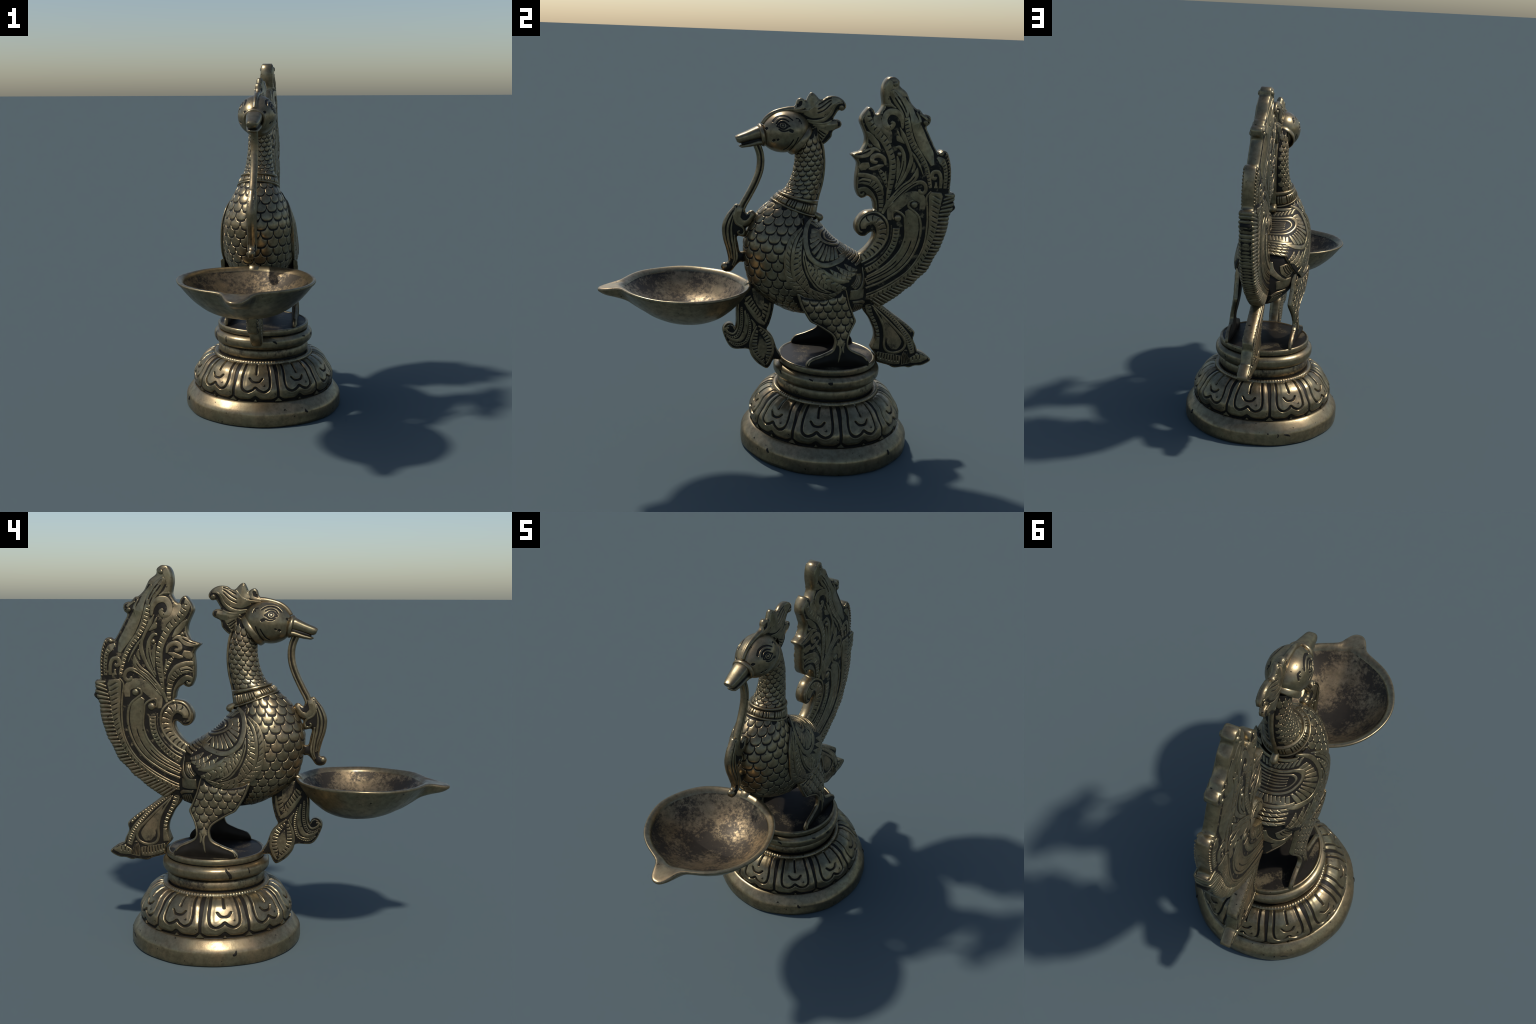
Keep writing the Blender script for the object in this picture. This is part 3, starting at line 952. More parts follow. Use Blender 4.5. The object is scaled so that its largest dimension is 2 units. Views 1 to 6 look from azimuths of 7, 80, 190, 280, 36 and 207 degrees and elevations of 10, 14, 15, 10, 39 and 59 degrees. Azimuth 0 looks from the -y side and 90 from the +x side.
stroke("plume_cord", cs, crest, [(0.116, 1.762), (0.168, 1.752), (0.211, 1.756), (0.244, 1.772)], [0.0043, 0.0069, 0.0069, 0.0043], h=0.007)
stroke("crest_fan", cs, crest, [(0.150, 1.735), (0.185, 1.705), (0.216, 1.684)], [0.0060, 0.0267, 0.0378], h=0.006, grooves=[(-0.5, 0.005, 0.35, 0.9), (-0.1, 0.005, 0.35, 0.9), (0.3, 0.005, 0.35, 0.9)])
stroke("plume_cord", cs, crest, [(0.142, 1.731), (0.168, 1.697), (0.194, 1.654)], [0.0043, 0.0060, 0.0052], h=0.008)

# ================================================================== oil bowl
BOWL_Y, BOWL_R = -0.497, 0.350
outer = spline([(0.0, 0.709), (0.06, 0.7105), (0.13, 0.722), (0.20, 0.752), (0.26, 0.797), (0.305, 0.844), (0.338, 0.886), (0.3485, 0.899)], n=36)[0]
rim = spline([(0.346, 0.893), (0.3495, 0.899), (0.350, 0.905), (0.346, 0.9095), (0.336, 0.909), (0.325, 0.903), (0.316, 0.895), (0.311, 0.888)], n=22)[0]
inner_ = spline([(0.313, 0.890), (0.300, 0.874), (0.26, 0.830), (0.20, 0.783), (0.12, 0.748), (0.05, 0.737), (0.0, 0.735)], n=44)[0]
def bowl_bump(th, n):
    w = 0.0022 * np.sin(3 * th + 0.6) + 0.0012 * np.sin(8 * th + 2)
    k = np.linspace(0, 1, n)[:, None]
    return w[None] * k, 0.7 * w[None] * k
def lip_weight(th):
    """How far the rim is drawn out toward the pointed lip, by angle from the front."""
    a = np.abs((th + math.pi) % (2 * math.pi) - math.pi)
    return np.interp(a, [0, 0.032, 0.062, 0.098, 0.138, 0.20, 0.25, 0.32, 0.44], [1.0, 0.99, 0.93, 0.80, 0.59, 0.24, 0.11, 0.035, 0.0])

def drawn_lip(plain, front):
    """Offsets that turn the round profile into the lip's profile toward the front."""
    plain, front = np.asarray(plain), np.asarray(front)
    def bump(th, n):
        w = lip_weight(th)[None]
        k = np.linspace(0, 1, n)[:, None] if plain[0, 0] < 0.1 else np.ones((n, 1))
        wob = (0.0022 * np.sin(3 * th + 0.6) + 0.0012 * np.sin(8 * th + 2))[None] * (1 - w)
        d = front - plain
        lean = 0.011 * np.cos(th)[None] * np.sin(np.linspace(0, math.pi, n))[:, None] * (plain[0, 0] < 0.1)
        flat = -0.015 * (np.clip(np.cos(th), 0, 1) ** 2)[None] * (1 - w) * (np.linspace(0, 1, n)[:, None] if plain[0, 0] < 0.1 else 1.0)
        return d[:, :1] * w + wob * k + flat, d[:, 1:] * w + 0.7 * wob * k + lean
    return bump

outer_front = spline([(0.0, 0.709), (0.06, 0.7105), (0.13, 0.720), (0.20, 0.746), (0.26, 0.785), (0.310, 0.820), (0.365, 0.838), (0.403, 0.848), (0.430, 0.862), (0.442, 0.873), (0.445, 0.879)], n=36)[0]
rim_front = spline([(0.442, 0.872), (0.446, 0.880), (0.445, 0.886), (0.437, 0.890), (0.41, 0.895), (0.37, 0.901), (0.337, 0.904), (0.320, 0.897), (0.311, 0.888)], n=22)[0]
bowl = revolve("bowl", outer, THING, BRONZE_PLAIN, cy=BOWL_Y, segs=480, bump=drawn_lip(outer, outer_front))
revolve("bowl_rim", rim, bowl, BRONZE_PLAIN, cy=BOWL_Y, segs=480, bump=drawn_lip(rim, rim_front), sharp=80)
revolve("bowl_lining", inner_, bowl, BRONZE_SOOT, cy=BOWL_Y, segs=160,
        bump=lambda th, n: (-0.013 * np.linspace(1, 0, n)[:, None] * (np.clip(np.cos(th), 0, 1) ** 2 * (1 - lip_weight(th)))[None], 0.020 * np.sin(np.linspace(0, 1, n) * math.pi)[:, None] * (np.clip(np.cos(th), -0.1, 1))[None]))

# ================================================================== garland in the beak
garland = sweep("garland", [(0, y, z) for y, z in [(-0.142, 1.650), (-0.123, 1.601), (-0.115, 1.554), (-0.121, 1.503), (-0.142, 1.442), (-0.175, 1.374), (-0.199, 1.329), (-0.221, 1.282), (-0.226, 1.260)]],
                [(0.013, 0.015)] * 9, THING, PATINA)
def offset_path(pts, d):
    c = spline(pts, n=40)[0]
    t = np.gradient(c, axis=0)
    t /= np.linalg.norm(t, axis=1)[:, None]
    return c + d * np.stack([-t[:, 1], t[:, 0]], 1)
STEM = [(-0.144, 1.652), (-0.123, 1.601), (-0.116, 1.554), (-0.121, 1.503), (-0.142, 1.442), (-0.175, 1.374), (-0.199, 1.329), (-0.217, 1.282)]
for d, r in ((0.0105, (0.0095, 0.0185)), (-0.0085, (0.0115, 0.0195))):
    p = offset_path(STEM, d)
    sweep("garland_cord", [(0, y, z) for y, z in p], [r] * len(p), garland, BRONZE)
SPRAY = Plate([(-0.234, 1.332), (-0.254, 1.311), (-0.282, 1.277), (-0.301, 1.234), (-0.306, 1.199), (-0.299, 1.147), (-0.281, 1.090), (-0.268, 1.033), (-0.278, 1.018), (-0.291, 1.018), (-0.304, 1.002), (-0.300, 0.981), (-0.278, 0.971), (-0.252, 0.976), (-0.230, 1.004), (-0.208, 1.025), (-0.186, 1.026), (-0.185, 1.075), (-0.210, 1.079), (-0.220, 1.119), (-0.227, 1.163), (-0.189, 1.159), (-0.180, 1.181), (-0.183, 1.205), (-0.162, 1.221), (-0.136, 1.259), (-0.131, 1.277), (-0.146, 1.297), (-0.165, 1.294), (-0.179, 1.281), (-0.189, 1.292), (-0.191, 1.309)], 0.016, 0.022, swell=0.03, round_off=0.012)
spray = SPRAY.build("leaf_spray", THING)
ss = SPRAY.surf
stroke("scroll", ss, spray, [(-0.210, 1.333), (-0.224, 1.295), (-0.229, 1.261), (-0.207, 1.237), (-0.181, 1.236), (-0.160, 1.255), (-0.149, 1.276), (-0.148, 1.289)], [0.0129, 0.0146, 0.0146, 0.0146, 0.0138, 0.0129, 0.0146, 0.0112], h=0.009)
stroke("scroll", ss, spray, [(-0.236, 1.317), (-0.248, 1.274), (-0.235, 1.235), (-0.203, 1.214), (-0.190, 1.193), (-0.197, 1.174), (-0.215, 1.172), (-0.225, 1.187), (-0.214, 1.196)], [0.0052, 0.0065, 0.0065, 0.0060, 0.0060, 0.0060, 0.0060, 0.0052, 0.0039], h=0.008)
stroke("leaf_strand", ss, spray, [(-0.247, 1.317), (-0.278, 1.275), (-0.296, 1.228), (-0.299, 1.193), (-0.291, 1.146), (-0.274, 1.093), (-0.260, 1.044)], [0.0034, 0.0086, 0.0086, 0.0086, 0.0086, 0.0086, 0.0052], h=0.014, widen=0.82)
stroke("leaf_strand", ss, spray, [(-0.250, 1.296), (-0.270, 1.249), (-0.280, 1.202), (-0.275, 1.149), (-0.261, 1.097), (-0.251, 1.040)], [0.0026, 0.0077, 0.0086, 0.0086, 0.0077, 0.0052], h=0.014, widen=0.82)
stroke("leaf_strand", ss, spray, [(-0.252, 1.266), (-0.261, 1.210), (-0.256, 1.153), (-0.244, 1.096), (-0.240, 1.039), (-0.251, 1.005)], [0.0026, 0.0069, 0.0086, 0.0086, 0.0069, 0.0052], h=0.014, widen=0.82)
stroke("leaf_strand", ss, spray, [(-0.243, 1.175), (-0.237, 1.122), (-0.227, 1.074), (-0.229, 1.035), (-0.245, 1.000)], [0.0069, 0.0069, 0.0086, 0.0077, 0.0052], h=0.014, widen=0.82)
ball("garland_bead", (0, *[(-0.286, 1.000)][0]), 0.021, spray, BRONZE_PLAIN)

# ================================================================== tail
OUT = [(0.933, 1.387), (0.933, 1.338), (0.914, 1.282), (0.909, 1.231), (0.901, 1.186), (0.889, 1.146), (0.870, 1.090), (0.849, 1.057), (0.827, 1.007), (0.810, 0.974), (0.759, 0.927), (0.735, 0.896), (0.697, 0.870), (0.661, 0.837), (0.611, 0.804), (0.575, 0.783), (0.538, 0.773)]
INN = [(0.882, 1.401), (0.866, 1.340), (0.850, 1.267), (0.843, 1.209), (0.831, 1.147), (0.812, 1.089), (0.788, 1.041), (0.760, 1.001), (0.724, 0.961), (0.683, 0.926), (0.638, 0.892), (0.592, 0.866), (0.552, 0.846), (0.517, 0.832), (0.486, 0.824)]
TAIL_OUTLINE = np.array([(0.557, 1.999), (0.530, 1.995), (0.513, 1.975), (0.504, 1.945), (0.503, 1.911), (0.508, 1.882), (0.512, 1.856), (0.504, 1.835), (0.489, 1.814), (0.469, 1.806), (0.460, 1.827), (0.439, 1.844), (0.420, 1.827), (0.402, 1.801), (0.395, 1.772), (0.405, 1.746), (0.419, 1.716), (0.429, 1.686), (0.428, 1.656), (0.418, 1.631), (0.407, 1.616), (0.378, 1.607), (0.358, 1.597), (0.374, 1.579), (0.393, 1.555), (0.393, 1.527), (0.389, 1.480), (0.391, 1.427), (0.402, 1.392), (0.418, 1.372), (0.443, 1.378), (0.452, 1.385), (0.479, 1.369), (0.493, 1.347), (0.498, 1.320), (0.503, 1.305), (0.489, 1.304), (0.449, 1.296), (0.420, 1.270), (0.401, 1.233), (0.402, 1.200), (0.416, 1.177), (0.430, 1.168), (0.455, 1.168), (0.473, 1.183), (0.495, 1.193), (0.505, 1.175), (0.498, 1.144), (0.478, 1.113), (0.456, 1.089), (0.424, 1.065), (0.388, 1.056), (0.380, 0.984), (0.386, 0.848), (0.455, 0.773), (0.525, 0.761), (0.584, 0.778), (0.617, 0.798), (0.667, 0.833), (0.704, 0.866), (0.743, 0.892), (0.768, 0.923), (0.818, 0.970), (0.836, 1.004), (0.858, 1.053), (0.878, 1.087), (0.898, 1.143), (0.911, 1.183), (0.919, 1.228), (0.921, 1.282), (0.944, 1.318), (0.938, 1.347), (0.941, 1.380), (0.939, 1.400), (0.906, 1.410), (0.906, 1.486), (0.900, 1.543), (0.887, 1.592), (0.872, 1.620), (0.847, 1.627), (0.824, 1.616), (0.800, 1.649), (0.772, 1.701), (0.748, 1.747), (0.763, 1.762), (0.770, 1.783), (0.765, 1.803), (0.742, 1.813), (0.728, 1.813), (0.705, 1.837), (0.687, 1.841), (0.657, 1.869), (0.641, 1.899), (0.625, 1.926), (0.589, 1.954), (0.586, 1.979), (0.572, 1.992)])
# where barbs cover the rim the plate itself stops short
RIM_CURVE = spline(OUT, n=120)[0]
def near_rim(q, reach=0.016):
    return seg_dist(np.asarray(q, float), RIM_CURVE, closed=False)[0] < reach
root = spline(INN, n=120)[0]
for i in np.nonzero(near_rim(TAIL_OUTLINE))[0]:
    to = root[np.linalg.norm(root - TAIL_OUTLINE[i], axis=1).argmin()] - TAIL_OUTLINE[i]
    TAIL_OUTLINE[i] += 0.007 * to / np.linalg.norm(to)
TAIL = Plate(TAIL_OUTLINE, 0.032, 0.047, swell=0.085, round_off=0.012)
tail = TAIL.build("tail", THING, [PATINA_PATCHY, BRONZE_PLAIN], rim=0.016, bare=lambda y, z: z > 1.905, dark=near_rim)
ts = TAIL.surf
tick = lambda per, v0=-0.7, v1=0.7, slant=0.0, bow=0.0, width=0.0042, s0=0.03, s1=0.97: dict(period=per, v0=v0, v1=v1, slant=slant, bow=bow, width=width, s0=s0, s1=s1)

# sweeping bands of the tail's root
stroke("ticked_band", ts, tail, [(0.467, 0.829), (0.506, 0.838), (0.556, 0.862), (0.601, 0.885), (0.647, 0.914), (0.692, 0.950), (0.732, 0.989), (0.768, 1.041), (0.791, 1.094), (0.807, 1.148), (0.818, 1.214), (0.819, 1.281), (0.820, 1.347), (0.823, 1.387), (0.825, 1.411)], [0.0103, 0.0116, 0.0116, 0.0116, 0.0120, 0.0120, 0.0120, 0.0133, 0.0142, 0.0172, 0.0206, 0.0249, 0.0301, 0.0361, 0.0241], ticks=tick(0.027, -0.75, 0.35, slant=-0.5, width=0.0042), h=0.010)
stroke("cord", ts, tail, [(0.467, 0.847), (0.533, 0.873), (0.587, 0.901), (0.637, 0.932), (0.691, 0.972), (0.731, 1.020), (0.762, 1.077), (0.779, 1.131), (0.785, 1.193), (0.785, 1.260), (0.779, 1.326), (0.772, 1.370), (0.775, 1.392), (0.795, 1.416)], [0.0047, 0.0052, 0.0052, 0.0052, 0.0052, 0.0052, 0.0052, 0.0052, 0.0052, 0.0052, 0.0052, 0.0047, 0.0047, 0.0039], h=0.012)
stroke("cord", ts, tail, [(0.464, 0.884), (0.541, 0.913), (0.600, 0.947), (0.650, 0.982), (0.695, 1.030), (0.726, 1.083), (0.746, 1.140), (0.753, 1.194), (0.747, 1.251), (0.728, 1.287), (0.697, 1.313), (0.675, 1.332), (0.681, 1.356), (0.703, 1.366)], [0.0060, 0.0060, 0.0060, 0.0060, 0.0060, 0.0060, 0.0060, 0.0065, 0.0065, 0.0065, 0.0065, 0.0060, 0.0056, 0.0039], h=0.010)
boss("scroll_eye", ts, tail, [(0.708, 1.341)][0], 0.020, 0.010)
stroke("long_feather", ts, tail, [(0.464, 0.919), (0.554, 0.961), (0.608, 0.996), (0.651, 1.040), (0.682, 1.093), (0.699, 1.150), (0.703, 1.213), (0.694, 1.270), (0.666, 1.313)], [0.0181, 0.0206, 0.0237, 0.0267, 0.0301, 0.0318, 0.0344, 0.0318, 0.0095], h=0.008, grooves=[(-0.15, 0.006, 0.0, 0.68), (0.45, 0.006, 0.0, 0.42)])
stroke("cord", ts, tail, [(0.468, 0.946), (0.536, 0.984), (0.585, 1.020), (0.625, 1.063), (0.651, 1.103), (0.667, 1.156), (0.668, 1.196), (0.662, 1.240), (0.656, 1.276), (0.630, 1.300), (0.598, 1.307), (0.591, 1.281), (0.599, 1.259)], [0.0060, 0.0060, 0.0065, 0.0065, 0.0065, 0.0060, 0.0060, 0.0060, 0.0060, 0.0060, 0.0060, 0.0060, 0.0043], h=0.011)
boss("scroll_eye", ts, tail, [(0.622, 1.267)][0], 0.021, 0.010)
stroke("ticked_band", ts, tail, [(0.463, 0.982), (0.499, 1.000), (0.539, 1.030), (0.575, 1.069), (0.602, 1.113), (0.615, 1.161), (0.618, 1.217)], [0.0146, 0.0146, 0.0150, 0.0155, 0.0159, 0.0163, 0.0181], ticks=tick(0.0205, -0.5, 0.5), h=0.009)
stroke("cord", ts, tail, [(0.453, 1.010), (0.507, 1.040), (0.552, 1.083), (0.583, 1.136), (0.590, 1.189), (0.588, 1.233)], [0.0034, 0.0052, 0.0052, 0.0043, 0.0039, 0.0026], h=0.006, mat=BRONZE_WORN)
stroke("cord", ts, tail, [(0.435, 1.024), (0.485, 1.051), (0.527, 1.088), (0.558, 1.132), (0.572, 1.180), (0.568, 1.233), (0.545, 1.273), (0.503, 1.297), (0.463, 1.293), (0.430, 1.271), (0.413, 1.235), (0.417, 1.199), (0.438, 1.188)], [0.0056, 0.0056, 0.0060, 0.0060, 0.0060, 0.0060, 0.0060, 0.0060, 0.0060, 0.0060, 0.0060, 0.0060, 0.0039], h=0.011)
stroke("curl_band", ts, tail, [(0.433, 1.049), (0.473, 1.074), (0.513, 1.111), (0.536, 1.155), (0.540, 1.194), (0.527, 1.230), (0.500, 1.255), (0.466, 1.255), (0.442, 1.232), (0.442, 1.205)], [0.0198, 0.0206, 0.0224, 0.0237, 0.0237, 0.0237, 0.0224, 0.0215, 0.0181, 0.0112], ticks=tick(0.0255, -0.9, 0.35, slant=0.35, bow=0.5, s1=0.9), h=0.009)
stroke("worn_ground", ts, tail, [(0.752, 1.313), (0.751, 1.362), (0.714, 1.386), (0.664, 1.376), (0.620, 1.342), (0.584, 1.308), (0.576, 1.255)], [0.0129, 0.0193, 0.0237, 0.0267, 0.0258, 0.0215, 0.0086], h=0.003, mat=BRONZE_WORN)
# fronds of the upper tail
stroke("frond", ts, tail, [(0.536, 1.288), (0.563, 1.346), (0.599, 1.393), (0.639, 1.435), (0.679, 1.463), (0.703, 1.497), (0.709, 1.540)], [0.0060, 0.0112, 0.0120, 0.0129, 0.0146, 0.0146, 0.0026], h=0.011, grooves=[(0.1, 0.005, 0.35, 0.85)])
stroke("frond_scroll", ts, tail, [(0.565, 1.325), (0.609, 1.376), (0.653, 1.419), (0.697, 1.451), (0.733, 1.462), (0.757, 1.448), (0.764, 1.422), (0.753, 1.404), (0.732, 1.409), (0.730, 1.427)], [0.0052, 0.0077, 0.0095, 0.0103, 0.0103, 0.0095, 0.0095, 0.0095, 0.0086, 0.0060], h=0.011, grooves=[(0.0, 0.005, 0.1, 0.6)])
stroke("ticked_frond", ts, tail, [(0.553, 1.342), (0.562, 1.408), (0.571, 1.472), (0.574, 1.524), (0.568, 1.576), (0.548, 1.627), (0.516, 1.679), (0.477, 1.717), (0.447, 1.751), (0.429, 1.789), (0.433, 1.827)], [0.0043, 0.0120, 0.0155, 0.0163, 0.0163, 0.0172, 0.0181, 0.0189, 0.0198, 0.0189, 0.0034], ticks=tick(0.0265, -0.85, 0.15, slant=0.2), h=0.011)
stroke("ticked_frond", ts, tail, [(0.789, 1.428), (0.776, 1.483), (0.755, 1.544), (0.723, 1.596), (0.688, 1.641), (0.658, 1.695), (0.642, 1.750), (0.631, 1.801)], [0.0086, 0.0103, 0.0116, 0.0129, 0.0146, 0.0155, 0.0155, 0.0129], ticks=tick(0.0195, -0.25, 0.85, slant=0.15, width=0.0036), h=0.010)
stroke("frond", ts, tail, [(0.629, 1.795), (0.617, 1.835), (0.586, 1.881), (0.558, 1.915), (0.545, 1.938)], [0.0120, 0.0224, 0.0267, 0.0206, 0.0095], h=0.009, grooves=[(-0.25, 0.006, 0.15, 0.9), (0.35, 0.006, 0.0, 0.75)])
stroke("frond", ts, tail, [(0.594, 1.418), (0.638, 1.482), (0.664, 1.549), (0.668, 1.601), (0.648, 1.652), (0.620, 1.704), (0.597, 1.748)], [0.0034, 0.0086, 0.0095, 0.0077, 0.0077, 0.0112, 0.0022], h=0.010)
stroke("leaf", ts, tail, [(0.630, 1.661), (0.598, 1.687), (0.584, 1.706)], [0.0026, 0.0146, 0.0034], h=0.008)
stroke("frond", ts, tail, [(0.592, 1.429), (0.613, 1.476), (0.630, 1.532), (0.632, 1.580), (0.624, 1.618), (0.603, 1.644), (0.580, 1.642)], [0.0034, 0.0112, 0.0129, 0.0112, 0.0086, 0.0095, 0.0043], h=0.010, grooves=[(0.2, 0.005, 0.1, 0.6)])
stroke("frond", ts, tail, [(0.600, 1.472), (0.604, 1.524), (0.601, 1.567), (0.593, 1.601)], [0.0034, 0.0095, 0.0086, 0.0034], h=0.008)
boss("scroll_eye", ts, tail, [(0.605, 1.608)][0], 0.014, 0.011)
stroke("scroll", ts, tail, [(0.613, 1.738), (0.604, 1.789), (0.576, 1.821), (0.538, 1.822), (0.516, 1.789), (0.522, 1.755), (0.546, 1.743), (0.562, 1.763), (0.548, 1.777)], [0.0060, 0.0120, 0.0155, 0.0155, 0.0138, 0.0138, 0.0129, 0.0112, 0.0060], h=0.012)
stroke("worn_ground", ts, tail, [(0.501, 1.806), (0.477, 1.789), (0.495, 1.751), (0.540, 1.713), (0.554, 1.662)], [0.0103, 0.0189, 0.0189, 0.0163, 0.0060], h=0.004, mat=BRONZE_WORN)
stroke("edge_plate", ts, tail, [(0.792, 1.547), (0.770, 1.604), (0.734, 1.660), (0.704, 1.720), (0.680, 1.771), (0.667, 1.805), (0.650, 1.843), (0.611, 1.902)], [0.0086, 0.0249, 0.0284, 0.0275, 0.0215, 0.0146, 0.0129, 0.0052], h=0.006, mat=BRONZE_PLAIN)
stroke("tip_knob", ts, tail, [(0.561, 1.852), (0.529, 1.867), (0.512, 1.898), (0.515, 1.940), (0.526, 1.969), (0.538, 1.988)], [0.0034, 0.0172, 0.0189, 0.0241, 0.0258, 0.0146], h=0.006, mat=BRONZE_PLAIN)
boss("scroll_eye", ts, tail, [(0.562, 1.966)][0], 0.016, 0.012)
stroke("cord", ts, tail, [(0.574, 1.843), (0.539, 1.858), (0.506, 1.856)], [0.0043, 0.0069, 0.0052], h=0.008)
# the beaked mask on the inner edge
stroke("mask_leaf", ts, tail, [(0.505, 1.617), (0.472, 1.632), (0.432, 1.609), (0.393, 1.597), (0.353, 1.598)], [0.0034, 0.0095, 0.0193, 0.0155, 0.0034], h=0.010, grooves=[(-0.2, 0.006, 0.35, 0.9)])
stroke("mask_leaf", ts, tail, [(0.505, 1.628), (0.476, 1.662), (0.444, 1.700), (0.424, 1.722)], [0.0034, 0.0146, 0.0129, 0.0026], h=0.009)
boss("scroll_eye", ts, tail, [(0.450, 1.647)][0], 0.013, 0.011)
stroke("mask_scroll", ts, tail, [(0.535, 1.546), (0.524, 1.583), (0.494, 1.600), (0.466, 1.592), (0.462, 1.570), (0.482, 1.564), (0.488, 1.574)], [0.0052, 0.0103, 0.0120, 0.0120, 0.0103, 0.0086, 0.0052], h=0.011)
stroke("mask_leaf", ts, tail, [(0.528, 1.550), (0.500, 1.542), (0.473, 1.532), (0.444, 1.528)], [0.0043, 0.0112, 0.0112, 0.0052], h=0.010)
stroke("mask_leaf", ts, tail, [(0.451, 1.551), (0.420, 1.539), (0.400, 1.522)], [0.0112, 0.0198, 0.0086], h=0.009)
stroke("mask_leaf", ts, tail, [(0.548, 1.429), (0.534, 1.473), (0.516, 1.507), (0.495, 1.531)], [0.0034, 0.0095, 0.0120, 0.0043], ticks=tick(0.021, -0.6, 0.6), h=0.010)
stroke("mask_leaf", ts, tail, [(0.551, 1.451), (0.538, 1.490), (0.538, 1.520)], [0.0022, 0.0069, 0.0034], h=0.008)
stroke("mask_band", ts, tail, [(0.536, 1.386), (0.517, 1.434), (0.483, 1.477), (0.438, 1.493), (0.383, 1.496)], [0.0034, 0.0086, 0.0112, 0.0120, 0.0103], h=0.011)
stroke("mask_band", ts, tail, [(0.526, 1.299), (0.526, 1.355), (0.508, 1.412), (0.470, 1.451), (0.425, 1.463), (0.394, 1.453)], [0.0086, 0.0120, 0.0146, 0.0163, 0.0155, 0.0069], ticks=tick(0.0225, -0.8, 0.8, s1=0.72), grooves=[(0.0, 0.006, 0.72, 1.0)], h=0.010)
stroke("mask_scroll", ts, tail, [(0.506, 1.308), (0.491, 1.356), (0.466, 1.394), (0.435, 1.420), (0.406, 1.414), (0.404, 1.390), (0.426, 1.390), (0.430, 1.405)], [0.0052, 0.0112, 0.0138, 0.0120, 0.0103, 0.0086, 0.0069, 0.0043], h=0.010)
stroke("leaf", ts, tail, [(0.678, 1.508), (0.690, 1.540), (0.686, 1.570)], [0.0026, 0.0095, 0.0022], h=0.006)
stroke("frond", ts, tail, [(0.744, 1.496), (0.720, 1.548), (0.689, 1.596), (0.663, 1.629)], [0.0026, 0.0056, 0.0065, 0.0017], h=0.007)
stroke("frond", ts, tail, [(0.660, 1.508), (0.677, 1.562), (0.680, 1.596)], [0.0022, 0.0052, 0.0017], h=0.007)
stroke("leaf", ts, tail, [(0.619, 1.661), (0.589, 1.721), (0.584, 1.734)], [0.0022, 0.0060, 0.0017], h=0.006)
# small leaves on the outer edge
stroke("ticked_band", ts, tail, [(0.873, 1.424), (0.873, 1.481), (0.864, 1.538), (0.842, 1.573), (0.815, 1.594)], [0.0095, 0.0103, 0.0120, 0.0172, 0.0060], ticks=tick(0.018, -0.5, 0.6, s0=0.0, s1=0.75, width=0.0036), h=0.009)
stroke("scroll", ts, tail, [(0.845, 1.427), (0.843, 1.481), (0.827, 1.514), (0.799, 1.515), (0.792, 1.491), (0.809, 1.481), (0.818, 1.493)], [0.0086, 0.0095, 0.0103, 0.0103, 0.0103, 0.0086, 0.0052], h=0.010)
stroke("leaf", ts, tail, [(0.818, 1.427), (0.817, 1.464)], [0.0112, 0.0060], h=0.006)
boss("scroll_eye", ts, tail, [(0.840, 1.613)][0], 0.016, 0.010)
boss("scroll_eye", ts, tail, [(0.738, 1.771)][0], 0.014, 0.011)
stroke("leaf", ts, tail, [(0.750, 1.784), (0.727, 1.805), (0.702, 1.814)], [0.0060, 0.0086, 0.0034], h=0.009)
stroke("leaf", ts, tail, [(0.695, 1.733), (0.708, 1.780), (0.687, 1.826)], [0.0026, 0.0077, 0.0043], h=0.008)

# barbs wrap the outer rim from face to face
def barbs(name, out, inn, n, w, lead, parent, thick=0.0075):
    o, i = spline(out, n=400)[0], spline(inn, n=400)[0]
    for k in range(n):
        u = (k + 0.5) / n
        ld = lead * (1.0 + 2.2 * max(0.0, 1 - u / 0.2))
        a = i[int(min(399, max(0, u * 400)))]
        b = o[int(min(399, max(0, (u - ld) * 400)))]
        c = 0.5 * (a + b)
        ww = w * RNG.uniform(0.92, 1.08)
        a = a + (a - b) * 0.10
        hq = TAIL.half(np.array([a, c, b - (b - a) * 0.12]))
        lift = 0.001
        e = b - (b - a) / np.linalg.norm(b - a) * 0.004
        path = [(-hq[0] + 0.004, *a), (-hq[1] - lift, *c), (-hq[2] - lift, *(b - (b - a) * 0.12)), (-hq[2] * 0.6, *e), (0, *(e - (e - b) * 0.35)),
                (hq[2] * 0.6, *e), (hq[2] + lift, *(b - (b - a) * 0.12)), (hq[1] + lift, *c), (hq[0] - 0.004, *a)]
        p = spline(path, n=44)[0]
        t = np.gradient(p, axis=0)
        t /= np.linalg.norm(t, axis=1)[:, None]
        d2 = np.array([0, *(o[int(min(399, u * 400 + 6))] - o[int(max(0, min(399, u * 400) - 6))])])
        d2 /= np.linalg.norm(d2)
        nn = np.cross(t, d2)
        nn /= np.linalg.norm(nn, axis=1)[:, None] + 1e-9
        th = np.linspace(0, 2 * math.pi, 10, endpoint=False)
        tap = np.sin(np.linspace(0.12, math.pi - 0.12, 44)) ** 0.35
        V = p[:, None] + d2[None, None] * (ww * tap[:, None] * np.cos(th)[None])[..., None] + nn[:, None] * (thick * np.sin(th))[None, :, None]
        idx = np.arange(440).reshape(44, 10)
        i2 = np.hstack([idx, idx[:, :1]])
        f = [tuple(r) for r in np.stack([i2[:-1, :-1], i2[:-1, 1:], i2[1:, 1:], i2[1:, :-1]], -1).reshape(-1, 4)] + [tuple(idx[0][::-1]), tuple(idx[-1])]
        add_mesh(name, V.reshape(-1, 3), f, BRONZE, parent)
barbs("barb", OUT, INN, 35, 0.0128, 0.020, tail)
